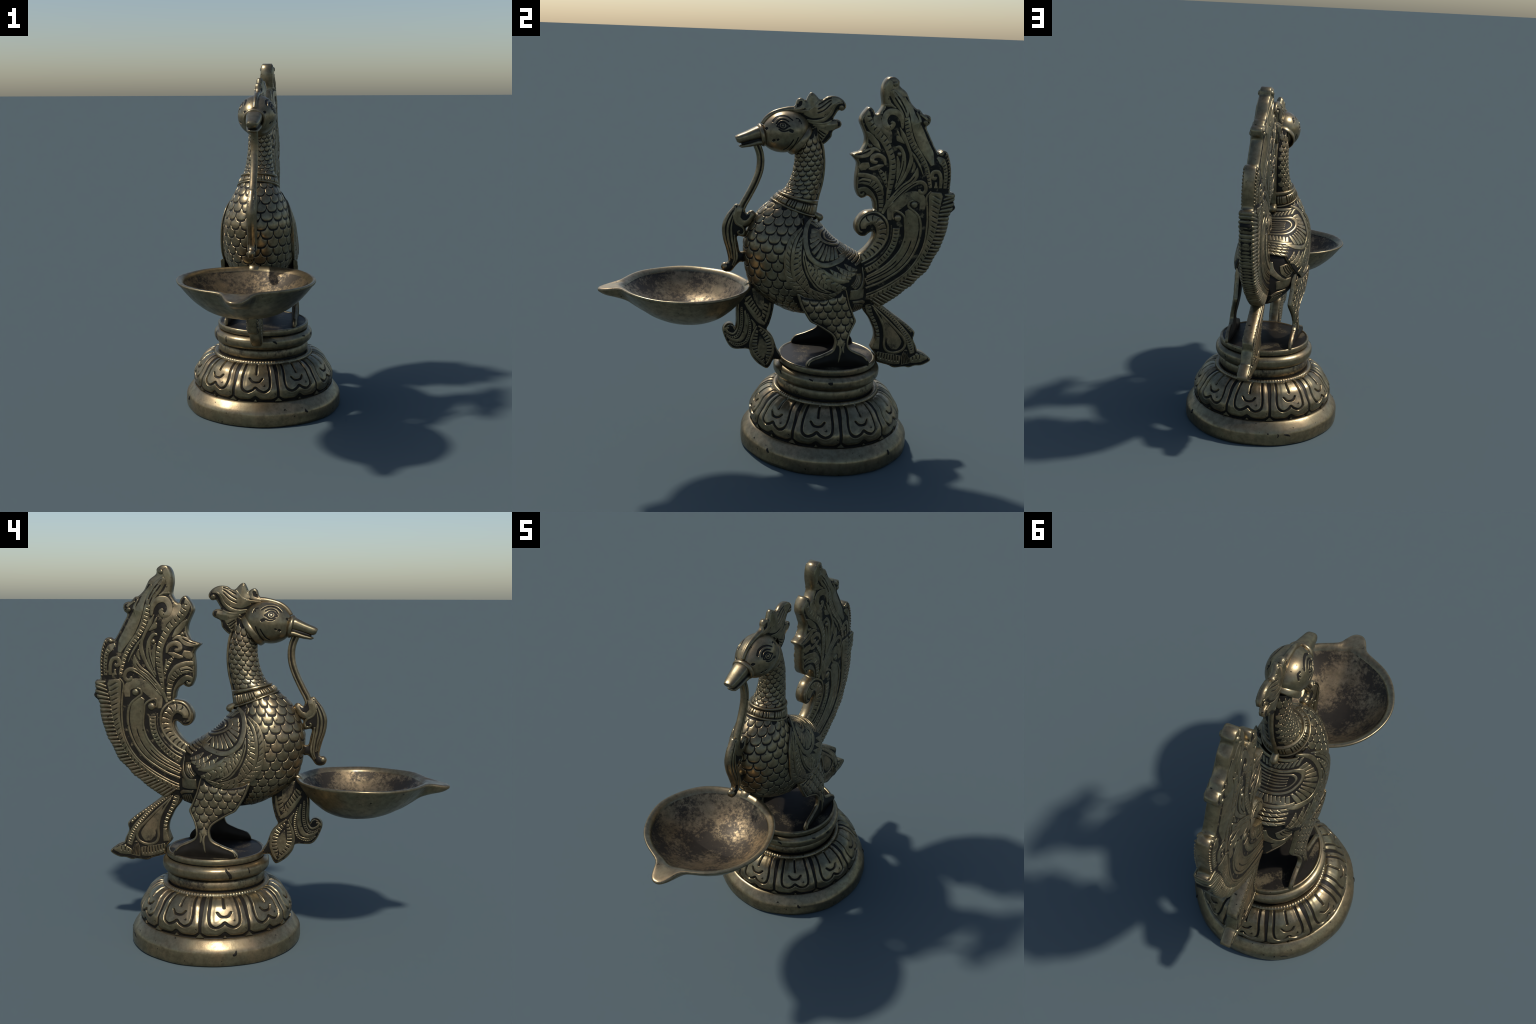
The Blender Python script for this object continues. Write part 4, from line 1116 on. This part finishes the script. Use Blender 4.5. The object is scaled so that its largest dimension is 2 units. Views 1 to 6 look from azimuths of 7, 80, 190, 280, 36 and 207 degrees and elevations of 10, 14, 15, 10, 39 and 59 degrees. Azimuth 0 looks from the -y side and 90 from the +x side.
barbs("barb", [(0.900, 1.419), (0.899, 1.487), (0.893, 1.544), (0.881, 1.590), (0.866, 1.619)], [(0.892, 1.419), (0.890, 1.483), (0.883, 1.536), (0.871, 1.580), (0.857, 1.602)], 11, 0.0075, 0.0, tail, thick=0.005)

# ================================================================== hanging rear plume (under the tail)
REAR = Plate([(0.580, 0.778), (0.646, 0.727), (0.722, 0.672), (0.770, 0.629), (0.771, 0.603), (0.766, 0.586), (0.786, 0.543), (0.797, 0.512), (0.809, 0.509), (0.845, 0.491), (0.877, 0.458), (0.832, 0.430), (0.789, 0.427), (0.754, 0.417), (0.728, 0.423), (0.669, 0.419), (0.633, 0.435), (0.576, 0.452), (0.564, 0.459), (0.559, 0.497), (0.532, 0.531), (0.537, 0.550), (0.550, 0.591), (0.545, 0.633), (0.530, 0.666), (0.511, 0.704), (0.478, 0.747), (0.459, 0.794), (0.505, 0.829), (0.551, 0.809)], 0.030, 0.034, swell=0.05, round_off=0.010)
rear = REAR.build("rear_plume", THING)
rs = REAR.surf
stroke("cord", rs, rear, [(0.514, 0.787), (0.601, 0.704), (0.670, 0.635), (0.709, 0.591), (0.720, 0.553), (0.700, 0.522), (0.656, 0.510), (0.616, 0.522), (0.599, 0.554), (0.598, 0.614), (0.582, 0.680), (0.526, 0.771)], [0.0043, 0.0065, 0.0069, 0.0069, 0.0069, 0.0069, 0.0069, 0.0069, 0.0069, 0.0069, 0.0069, 0.0034], h=0.008)
stroke("plume_heart", rs, rear, [(0.573, 0.728), (0.606, 0.665), (0.638, 0.608), (0.657, 0.563), (0.658, 0.526)], [0.0034, 0.0155, 0.0301, 0.0378, 0.0129], h=0.004, mat=BRONZE_WORN)
stroke("ticked_band", rs, rear, [(0.488, 0.800), (0.511, 0.726), (0.536, 0.677), (0.552, 0.630), (0.555, 0.579), (0.551, 0.528)], [0.0146, 0.0146, 0.0146, 0.0146, 0.0163, 0.0189], ticks=tick(0.021, -0.1, 0.95, s1=0.8, width=0.004), h=0.008)
stroke("ticked_band", rs, rear, [(0.526, 0.794), (0.612, 0.730), (0.672, 0.670), (0.713, 0.622), (0.738, 0.583), (0.754, 0.542), (0.766, 0.500)], [0.0086, 0.0112, 0.0120, 0.0138, 0.0163, 0.0172, 0.0129], ticks=tick(0.0145, -0.35, 0.35, width=0.004), h=0.008)
stroke("edge_leaf", rs, rear, [(0.616, 0.739), (0.686, 0.689), (0.736, 0.649), (0.751, 0.623)], [0.0043, 0.0077, 0.0103, 0.0043], ticks=tick(0.02, -0.4, 0.4), h=0.007)
stroke("fringe", rs, rear, [(0.728, 0.527), (0.723, 0.487), (0.732, 0.438)], [0.0060, 0.0172, 0.0249], h=0.007, grooves=[(-0.6, 0.004, 0.1, 0.95), (-0.25, 0.004, 0.1, 0.95), (0.1, 0.004, 0.1, 0.95), (0.45, 0.004, 0.1, 0.95), (0.75, 0.004, 0.1, 0.95)])
stroke("fringe", rs, rear, [(0.701, 0.467), (0.657, 0.471), (0.610, 0.481), (0.556, 0.498)], [0.0215, 0.0267, 0.0249, 0.0198], h=0.007, ticks=tick(0.0165, -0.85, 0.3, slant=0.15, width=0.0052))
stroke("leaf", rs, rear, [(0.752, 0.461), (0.785, 0.469), (0.818, 0.472), (0.856, 0.470)], [0.0129, 0.0224, 0.0206, 0.0034], h=0.007, ticks=tick(0.02, -0.1, 0.75, s1=0.7))
boss("scroll_eye", rs, rear, [(0.790, 0.494)][0], 0.011, 0.012)

# ================================================================== hanging front plume (under the bowl)
FORE = Plate([(-0.021, 0.803), (-0.027, 0.744), (-0.042, 0.686), (-0.054, 0.652), (-0.021, 0.612), (0.006, 0.542), (0.029, 0.506), (0.026, 0.481), (-0.010, 0.483), (-0.030, 0.447), (-0.049, 0.433), (-0.100, 0.466), (-0.133, 0.507), (-0.151, 0.545), (-0.227, 0.549), (-0.260, 0.575), (-0.287, 0.633), (-0.288, 0.660), (-0.273, 0.681), (-0.251, 0.689), (-0.233, 0.680), (-0.223, 0.657), (-0.218, 0.693), (-0.219, 0.788), (-0.196, 0.854), (-0.165, 0.915), (-0.086, 0.913), (-0.033, 0.848)], 0.028, 0.033, swell=0.05, round_off=0.010)
fore = FORE.build("front_plume", THING)
fs_ = FORE.surf
stroke("leaf_rim", fs_, fore, [(-0.041, 0.808), (-0.050, 0.745), (-0.065, 0.693)], [0.0060, 0.0077, 0.0060], h=0.008)
stroke("leaf_rim", fs_, fore, [(-0.180, 0.813), (-0.143, 0.760), (-0.101, 0.711), (-0.065, 0.683)], [0.0060, 0.0103, 0.0129, 0.0069], h=0.008)
stroke("leaf_heart", fs_, fore, [(-0.128, 0.895), (-0.105, 0.832), (-0.090, 0.787), (-0.086, 0.762)], [0.0172, 0.0241, 0.0146, 0.0026], h=0.005, mat=BRONZE_WORN)
stroke("ticked_band", fs_, fore, [(-0.063, 0.804), (-0.069, 0.755), (-0.080, 0.715)], [0.0103, 0.0155, 0.0034], ticks=tick(0.021, -0.9, 0.9, slant=-0.4, width=0.005), h=0.006)
stroke("ticked_band", fs_, fore, [(-0.168, 0.843), (-0.138, 0.784), (-0.110, 0.745), (-0.085, 0.714)], [0.0163, 0.0181, 0.0172, 0.0043], ticks=tick(0.0195, -0.9, 0.9, slant=0.4, width=0.005), h=0.006)
stroke("leaf_rim", fs_, fore, [(-0.104, 0.680), (-0.051, 0.637), (-0.024, 0.586), (-0.017, 0.535), (-0.034, 0.481), (-0.052, 0.452)], [0.0043, 0.0065, 0.0069, 0.0069, 0.0069, 0.0043], h=0.008)
stroke("leaf_rim", fs_, fore, [(-0.110, 0.680), (-0.131, 0.627), (-0.140, 0.568), (-0.122, 0.520), (-0.088, 0.482), (-0.055, 0.451)], [0.0043, 0.0065, 0.0077, 0.0077, 0.0069, 0.0043], h=0.008)
stroke("ticked_band", fs_, fore, [(-0.095, 0.659), (-0.052, 0.610), (-0.037, 0.555), (-0.041, 0.509), (-0.052, 0.473)], [0.0060, 0.0146, 0.0146, 0.0138, 0.0043], ticks=tick(0.0185, -0.9, 0.9, width=0.005), h=0.006)
stroke("ticked_band", fs_, fore, [(-0.107, 0.655), (-0.118, 0.599), (-0.116, 0.545), (-0.087, 0.498), (-0.059, 0.469)], [0.0060, 0.0129, 0.0146, 0.0146, 0.0043], ticks=tick(0.0185, -0.9, 0.9, width=0.005), h=0.006)
stroke("leaf_heart", fs_, fore, [(-0.092, 0.621), (-0.078, 0.570), (-0.075, 0.529), (-0.067, 0.492)], [0.0022, 0.0224, 0.0224, 0.0022], h=0.006, mat=BRONZE_WORN)
stroke("curl_strand", fs_, fore, [(-0.216, 0.801), (-0.212, 0.729), (-0.213, 0.675), (-0.232, 0.638), (-0.265, 0.646), (-0.275, 0.667), (-0.256, 0.668)], [0.0052, 0.0056, 0.0056, 0.0060, 0.0065, 0.0065, 0.0052], h=0.008)
stroke("curl_strand", fs_, fore, [(-0.196, 0.787), (-0.193, 0.719), (-0.196, 0.670), (-0.212, 0.628), (-0.245, 0.616), (-0.280, 0.642)], [0.0052, 0.0082, 0.0086, 0.0086, 0.0077, 0.0034], ticks=tick(0.011, -0.5, 0.5, width=0.0035), h=0.007)
stroke("curl_strand", fs_, fore, [(-0.178, 0.768), (-0.168, 0.705), (-0.173, 0.647), (-0.195, 0.605), (-0.233, 0.598), (-0.272, 0.626)], [0.0043, 0.0095, 0.0112, 0.0112, 0.0086, 0.0034], h=0.007)
stroke("curl_strand", fs_, fore, [(-0.163, 0.750), (-0.148, 0.686), (-0.151, 0.628), (-0.171, 0.586), (-0.217, 0.574), (-0.259, 0.596)], [0.0034, 0.0073, 0.0077, 0.0086, 0.0095, 0.0043], ticks=tick(0.011, -0.4, 0.4, width=0.0035), h=0.008)
stroke("leaf", fs_, fore, [(-0.143, 0.717), (-0.124, 0.685), (-0.131, 0.656)], [0.0022, 0.0077, 0.0017], h=0.007)

# ================================================================== wings
def side_shell(name, outline, lift, parent, grid=0.012, mats=None):
    poly = spline(outline, step=0.010, closed=True)[0]
    lo, hi = poly.min(0), poly.max(0)
    pts = np.vstack([np.stack([np.arange(lo[0], hi[0], grid), 0 * np.arange(lo[0], hi[0], grid) + z], 1) for z in np.arange(lo[1], hi[1], grid)])
    d = seg_dist(pts, poly)[0]
    pts = pts[inside(pts, poly) & (d > grid * 0.5)]
    n = len(poly)
    allp = np.vstack([poly, pts])
    vs, _, fs, _, _, _ = delaunay_2d_cdt([Vector(p) for p in allp], [(i, (i + 1) % n) for i in range(n)], [], 1, 1e-6)
    q = np.array([[v.x, v.y] for v in vs])
    V = side_surf(lift)(q, np.zeros(len(q)))
    low = side_surf(0)(poly, np.full(n, -0.006))
    faces, edges = [], set()
    for fc in fs:
        fc = tuple(int(i) for i in fc)
        a, b, c = fc
        if (q[b, 0] - q[a, 0]) * (q[c, 1] - q[a, 1]) - (q[b, 1] - q[a, 1]) * (q[c, 0] - q[a, 0]) > 0:
            fc = (c, b, a)
        faces.append(fc)
    m = len(q)
    fm = [0] * len(faces)
    faces += [(i, (i + 1) % n, m + (i + 1) % n, m + i) for i in range(n)]
    fm += [1] * n
    return add_mesh(name, np.vstack([V, low]), faces, mats or [PATINA, BRONZE_PLAIN], parent, fm)

wing = side_shell("wing", [(0.125, 1.270), (0.095, 1.250), (0.052, 1.219), (0.020, 1.182), (0.003, 1.136), (-0.004, 1.085), (-0.003, 1.030), (0.009, 0.978), (0.035, 0.939), (0.065, 0.913), (0.112, 0.892), (0.182, 0.877), (0.234, 0.885), (0.286, 0.908), (0.334, 0.926), (0.360, 0.949), (0.377, 0.979), (0.388, 1.014), (0.381, 1.057), (0.358, 1.088), (0.319, 1.108), (0.280, 1.127), (0.241, 1.155), (0.206, 1.186), (0.172, 1.225), (0.142, 1.260)], 0.012, THING)
ws = side_surf(0.012)
def feather(name, pts, hw, **kw):
    kw.setdefault("h", 0.006)
    return stroke(name, ws, wing, pts, hw, twin=False, step=0.0026, **kw)
feather("wing_cord", [(0.141, 1.273), (0.112, 1.247), (0.098, 1.207), (0.099, 1.156), (0.114, 1.105), (0.142, 1.072), (0.178, 1.051), (0.220, 1.046), (0.261, 1.054), (0.296, 1.064), (0.317, 1.082), (0.326, 1.109)], [0.0069, 0.0103, 0.0112, 0.0112, 0.0112, 0.0112, 0.0112, 0.0112, 0.0112, 0.0120, 0.0129, 0.0095], h=0.011)
fan = [[(0.173, 1.209), (0.127, 1.214)], [(0.173, 1.197), (0.122, 1.192)], [(0.176, 1.182), (0.121, 1.168)], [(0.181, 1.169), (0.123, 1.140)], [(0.191, 1.157), (0.134, 1.109)], [(0.203, 1.145), (0.156, 1.081)],
       [(0.217, 1.136), (0.183, 1.067)], [(0.231, 1.130), (0.212, 1.064)], [(0.247, 1.124), (0.240, 1.064)], [(0.264, 1.122), (0.269, 1.067)]]
for i, p in enumerate(fan):
    feather("fan_slat", p, [0.0047, 0.0086, 0.0120], h=0.007, widen=0.95)
feather("wing_feather", [(0.081, 1.237), (0.034, 1.188), (0.011, 1.127), (0.007, 1.054), (0.023, 0.985), (0.064, 0.935), (0.118, 0.898)], [0.0034, 0.0112, 0.0129, 0.0129, 0.0155, 0.0189, 0.0052], ticks=tick(0.0294, -0.2, 0.9, slant=-1.1, width=0.0030))
feather("wing_feather", [(0.085, 1.229), (0.053, 1.181), (0.036, 1.126), (0.032, 1.058), (0.042, 1.002), (0.055, 0.969)], [0.0034, 0.0073, 0.0077, 0.0077, 0.0069, 0.0026], h=0.008)
feather("wing_feather", [(0.077, 1.193), (0.060, 1.142), (0.051, 1.092), (0.053, 1.040), (0.070, 0.992), (0.105, 0.948), (0.144, 0.895)], [0.0026, 0.0095, 0.0120, 0.0146, 0.0172, 0.0172, 0.0034], ticks=tick(0.0269, -0.8, 0.8, slant=0.35, width=0.0034))
feather("wing_feather", [(0.085, 1.201), (0.074, 1.155), (0.069, 1.100), (0.074, 1.048), (0.092, 1.000), (0.117, 0.965)], [0.0026, 0.0060, 0.0073, 0.0077, 0.0077, 0.0026], ticks=tick(0.0250, -0.5, 0.5, slant=0.8, width=0.0030), h=0.008)
feather("wing_feather", [(0.087, 1.133), (0.094, 1.078), (0.113, 1.017), (0.143, 0.969), (0.182, 0.930), (0.243, 0.908)], [0.0026, 0.0095, 0.0103, 0.0103, 0.0103, 0.0034], h=0.009, grooves=[(0.0, 0.004, 0.1, 0.9)])
feather("wing_feather", [(0.107, 1.077), (0.122, 1.034), (0.150, 0.990), (0.187, 0.954), (0.239, 0.926)], [0.0034, 0.0138, 0.0163, 0.0155, 0.0034], ticks=tick(0.0269, -0.8, 0.8, slant=0.5, width=0.0034))
feather("wing_feather", [(0.117, 1.068), (0.143, 1.029), (0.178, 0.993)], [0.0026, 0.0095, 0.0022], ticks=tick(0.0250, -0.8, 0.8, slant=0.5))
feather("wing_feather", [(0.140, 1.058), (0.174, 1.018), (0.218, 0.970), (0.271, 0.935), (0.323, 0.927)], [0.0034, 0.0172, 0.0232, 0.0206, 0.0043], ticks=[tick(0.0338, -0.85, -0.1, slant=1.2, width=0.0034), tick(0.0338, 0.1, 0.85, slant=-0.9, width=0.0034)])
feather("wing_feather", [(0.187, 1.031), (0.227, 0.995), (0.279, 0.968), (0.338, 0.959)], [0.0026, 0.0112, 0.0129, 0.0043], h=0.008)
feather("wing_feather", [(0.227, 1.027), (0.262, 0.998), (0.306, 0.977), (0.350, 0.973)], [0.0026, 0.0129, 0.0138, 0.0043], ticks=tick(0.0275, -0.8, 0.8, slant=0.4, width=0.0025))
feather("wing_feather", [(0.263, 1.038), (0.303, 1.008), (0.342, 0.992), (0.380, 0.993)], [0.0026, 0.0120, 0.0120, 0.0043], ticks=tick(0.0250, -0.8, 0.8, slant=0.4, width=0.0025))
feather("wing_feather", [(0.311, 1.042), (0.342, 1.017), (0.387, 1.005)], [0.0026, 0.0112, 0.0043], ticks=tick(0.0238, -0.8, 0.8, width=0.0025))
feather("wing_feather", [(0.083, 0.968), (0.118, 0.931), (0.165, 0.905), (0.226, 0.899)], [0.0026, 0.0129, 0.0146, 0.0034], ticks=tick(0.028, -0.8, 0.3, slant=1.0, width=0.0034))
feather("wing_feather", [(0.066, 0.921), (0.118, 0.896), (0.183, 0.884), (0.239, 0.892), (0.296, 0.916)], [0.0043, 0.0095, 0.0112, 0.0120, 0.0043], ticks=tick(0.0300, -0.85, 0.4, slant=1.0, width=0.0030))
# the saddle on the bird's back: a tongue reaching out from the middle line, slats before and behind it
BT = np.linspace(6.0, 14.0, 200)
bk = st_interp(BT)
BU = np.concatenate([[0], np.cumsum(np.linalg.norm(np.diff(bk[:, 2:4], axis=0), axis=1))])
def back_surf(lift):
    """(u along the spine from the collar, v sideways) in metres, on the -x half of the back."""
    def f(q, h):
        t = np.interp(q[:, 0], BU, BT)
        w = st_interp(t)[:, 4]
        th = math.pi - np.arcsin(np.clip(q[:, 1] / w, -0.3, 0.96))
        return body_off(t, th, h + lift)
    return f
bs = back_surf(0.0125)
def saddle(name, pts, hw, **kw):
    kw.setdefault("h", 0.006)
    kw.setdefault("widen", 1.0)
    ob = stroke(name, bs, wing, pts, hw, twin=False, step=0.0026, **kw)
    return ob
saddle("saddle_ground", [(0.02, 0.07), (0.10, 0.075), (0.20, 0.075), (0.30, 0.07)], [0.075, 0.08, 0.08, 0.072], h=-0.004, mat=PATINA, inner=21)
saddle("wing_cord", [(0.018, -0.004), (0.020, 0.03), (0.026, 0.065), (0.036, 0.095)], [0.010, 0.010, 0.010, 0.010], h=0.012)
saddle("fan_loop", [(0.078, -0.004), (0.080, 0.05), (0.086, 0.095), (0.108, 0.124), (0.132, 0.132), (0.158, 0.124), (0.182, 0.098), (0.192, 0.05), (0.194, -0.004)], [0.0075] * 9, h=0.011)
saddle("tongue_rim", [(0.094, -0.004), (0.096, 0.05), (0.104, 0.090), (0.132, 0.110), (0.160, 0.090), (0.172, 0.05), (0.174, -0.004)], [0.005] * 7, h=0.008)
for uu in (0.112, 0.126, 0.140, 0.155):
    saddle("tongue_rib", [(uu, -0.003), (uu, 0.04), (uu + 0.15 * (0.132 - uu), 0.082)], [0.0045, 0.005, 0.003], h=0.008)
for i, vv in enumerate((0.008, 0.026, 0.044, 0.062, 0.080, 0.098)):
    saddle("fan_slat", [(0.036 + 0.10 * max(0, vv - 0.06), vv + 0.012), (0.068 + 0.10 * max(0, vv - 0.06), vv)], [0.0075, 0.0065], h=0.007, widen=1.15)
    saddle("fan_slat", [(0.203, vv), (0.245, vv + 0.010)], [0.0065, 0.0080], h=0.007, widen=1.15)
saddle("wing_cord", [(0.257, -0.004), (0.257, 0.05), (0.252, 0.10), (0.244, 0.135)], [0.0095] * 4, h=0.012)
for k in range(4):
    u0 = 0.278 + 0.020 * k
    saddle("rump_feather", [(u0, -0.003), (u0, 0.045), (u0 - 0.004, 0.09), (u0 - 0.012, 0.125)], [0.0075, 0.008, 0.008, 0.005], h=0.006,
           ticks=dict(period=0.030, v0=-0.6, v1=0.6, width=0.003, slant=1.3))
mirror_tree(wing)

# rump: a leaf-shaped tile with a cord and plain blocks beneath
us = side_surf(0.0)
stroke("rump_cord", us, torso, [(0.448, 1.009), (0.454, 0.961), (0.441, 0.921), (0.409, 0.894), (0.357, 0.896)], [0.0077, 0.0095, 0.0103, 0.0095, 0.0060], h=0.013)
stroke("rump_leaf", us, torso, [(0.407, 0.989), (0.394, 0.950), (0.365, 0.918)], [0.0172, 0.0310, 0.0206], h=0.010, grooves=[(-0.45, 0.005, 0.15, 0.9), (-0.05, 0.005, 0.1, 0.95), (0.35, 0.005, 0.15, 0.9)])
stroke("rump_block", us, torso, [(0.452, 0.870), (0.408, 0.873), (0.355, 0.878)], [0.0215, 0.0249, 0.0249], h=0.010)
stroke("rump_cord", us, torso, [(0.464, 0.806), (0.441, 0.823), (0.378, 0.832)], [0.0077, 0.0086, 0.0060], h=0.012)
stroke("rump_fringe", us, torso, [(0.456, 0.782), (0.429, 0.785), (0.388, 0.793)], [0.0146, 0.0206, 0.0198], h=0.007, ticks=tick(0.014, -0.9, 0.9, width=0.005))

# ================================================================== legs
LEG_OUT = [(0.318, 0.922), (0.331, 0.913), (0.343, 0.875), (0.355, 0.834), (0.382, 0.771), (0.395, 0.741), (0.384, 0.715), (0.367, 0.685), (0.356, 0.650), (0.353, 0.614), (0.370, 0.592), (0.404, 0.576), (0.439, 0.558), (0.469, 0.529), (0.475, 0.499), (0.440, 0.492), (0.262, 0.494), (0.134, 0.500), (0.147, 0.539), (0.209, 0.563), (0.262, 0.588), (0.276, 0.614), (0.278, 0.645), (0.261, 0.674), (0.217, 0.705), (0.173, 0.733), (0.140, 0.752), (0.110, 0.797), (0.084, 0.846), (0.065, 0.905), (0.108, 0.887), (0.180, 0.874), (0.232, 0.881), (0.284, 0.902)]
def leg_plane(y, z):
    """Thighs hug the flanks, drawn in toward the rear; shanks and feet stand straighter."""
    back = np.clip((y - 0.09) / 0.30, 0, 1)
    up = smooth01((z - 0.60) / 0.16)
    return -(0.198 - 0.012 * back) * (1 - up) - (0.203 - 0.045 * back) * up

LEG = Plate(LEG_OUT, 0.011, 0.020, swell=0.05, round_off=0.006, smooth=True, xc=leg_plane)
leg = LEG.build("leg", THING, back_dark=True, rim=0.008)
ls = LEG.surf
def lcord(pts, hw):
    return stroke("leg_cord", ls, leg, pts, hw, h=0.006, twin=False)
lcord([(0.329, 0.924), (0.343, 0.871), (0.355, 0.831), (0.379, 0.773), (0.389, 0.742), (0.377, 0.713), (0.361, 0.683), (0.350, 0.646), (0.350, 0.610), (0.368, 0.588), (0.401, 0.570), (0.437, 0.552), (0.463, 0.525)], [0.0060, 0.0069, 0.0069, 0.0069, 0.0060, 0.0056, 0.0056, 0.0056, 0.0056, 0.0056, 0.0052, 0.0043, 0.0034])
lcord([(0.069, 0.902), (0.088, 0.844), (0.114, 0.796), (0.144, 0.752), (0.175, 0.735), (0.217, 0.710), (0.263, 0.678), (0.282, 0.647), (0.281, 0.611), (0.264, 0.582), (0.211, 0.558), (0.154, 0.535), (0.140, 0.509)], [0.0060, 0.0069, 0.0069, 0.0069, 0.0060, 0.0056, 0.0056, 0.0056, 0.0056, 0.0056, 0.0052, 0.0043, 0.0034])
stroke("foot_vein", ls, leg, [(0.332, 0.633), (0.323, 0.602), (0.328, 0.576)], [0.0043, 0.0069, 0.0034], h=0.003, twin=False, mat=BRONZE_WORN)
stroke("foot_vein", ls, leg, [(0.299, 0.630), (0.310, 0.594), (0.306, 0.559), (0.300, 0.523)], [0.0034, 0.0060, 0.0052, 0.0022], h=0.003, twin=False, mat=BRONZE_WORN)
# thigh scales
leg_poly = LEG.poly
row_h, col_w = 0.0385, 0.0505
y_ref, z_ref = [(0.308, 0.863)][0]
for r in range(-3, 14):
    for c in range(-8, 6):
        yc = y_ref - (c + 0.5 * (r % 2)) * col_w
        zc = z_ref - r * row_h
        Yq = yc - CA * col_w
        Zq = zc - CB * row_h
        q = np.stack([Yq.ravel(), Zq.ravel()], 1)
        cen = np.array([[yc, zc - 0.2 * row_h]])
        dc = LEG.depth(cen)[0]
        if dc < 0.010 or zc < 0.612:
            continue
        d = LEG.depth(q)
        keep = d > 0.013
        H = scale_height(0.0017, RNG.uniform(-0.0004, 0.0004)).ravel()
        if (~keep).any():
            _, near = seg_dist(q, leg_poly)
            gd = q - near
            gd /= np.linalg.norm(gd, axis=1)[:, None] + 1e-9
            gd[d < 0] *= -1
            q = np.where(keep[:, None], q, near + gd * 0.011)
            H = np.where(keep, H, -0.003)
        P = ls(q, H)
        ob = add_mesh("scale", P, CF, BRONZE, leg)
        fix_outward(ob)
mirror_tree(leg)

# ------------------------------------------------------------------ consistent outward normals for lofted bodies
import bmesh
for ob in [o for o in scene.objects if o.type == "MESH" and o.name.split(".")[0] in
           ("pedestal", "foot_ring", "petal", "bead_ring", "waist_ring", "torus_ring", "rim_ring", "platform", "neck", "torso", "head", "beak", "lower_beak", "mouth", "bowl", "collar", "collar_cord")]:
    if ob.data.get("fixed"):
        continue
    ob.data["fixed"] = True
    bm = bmesh.new()
    bm.from_mesh(ob.data)
    bmesh.ops.recalc_face_normals(bm, faces=bm.faces)
    bm.to_mesh(ob.data)
    bm.free()
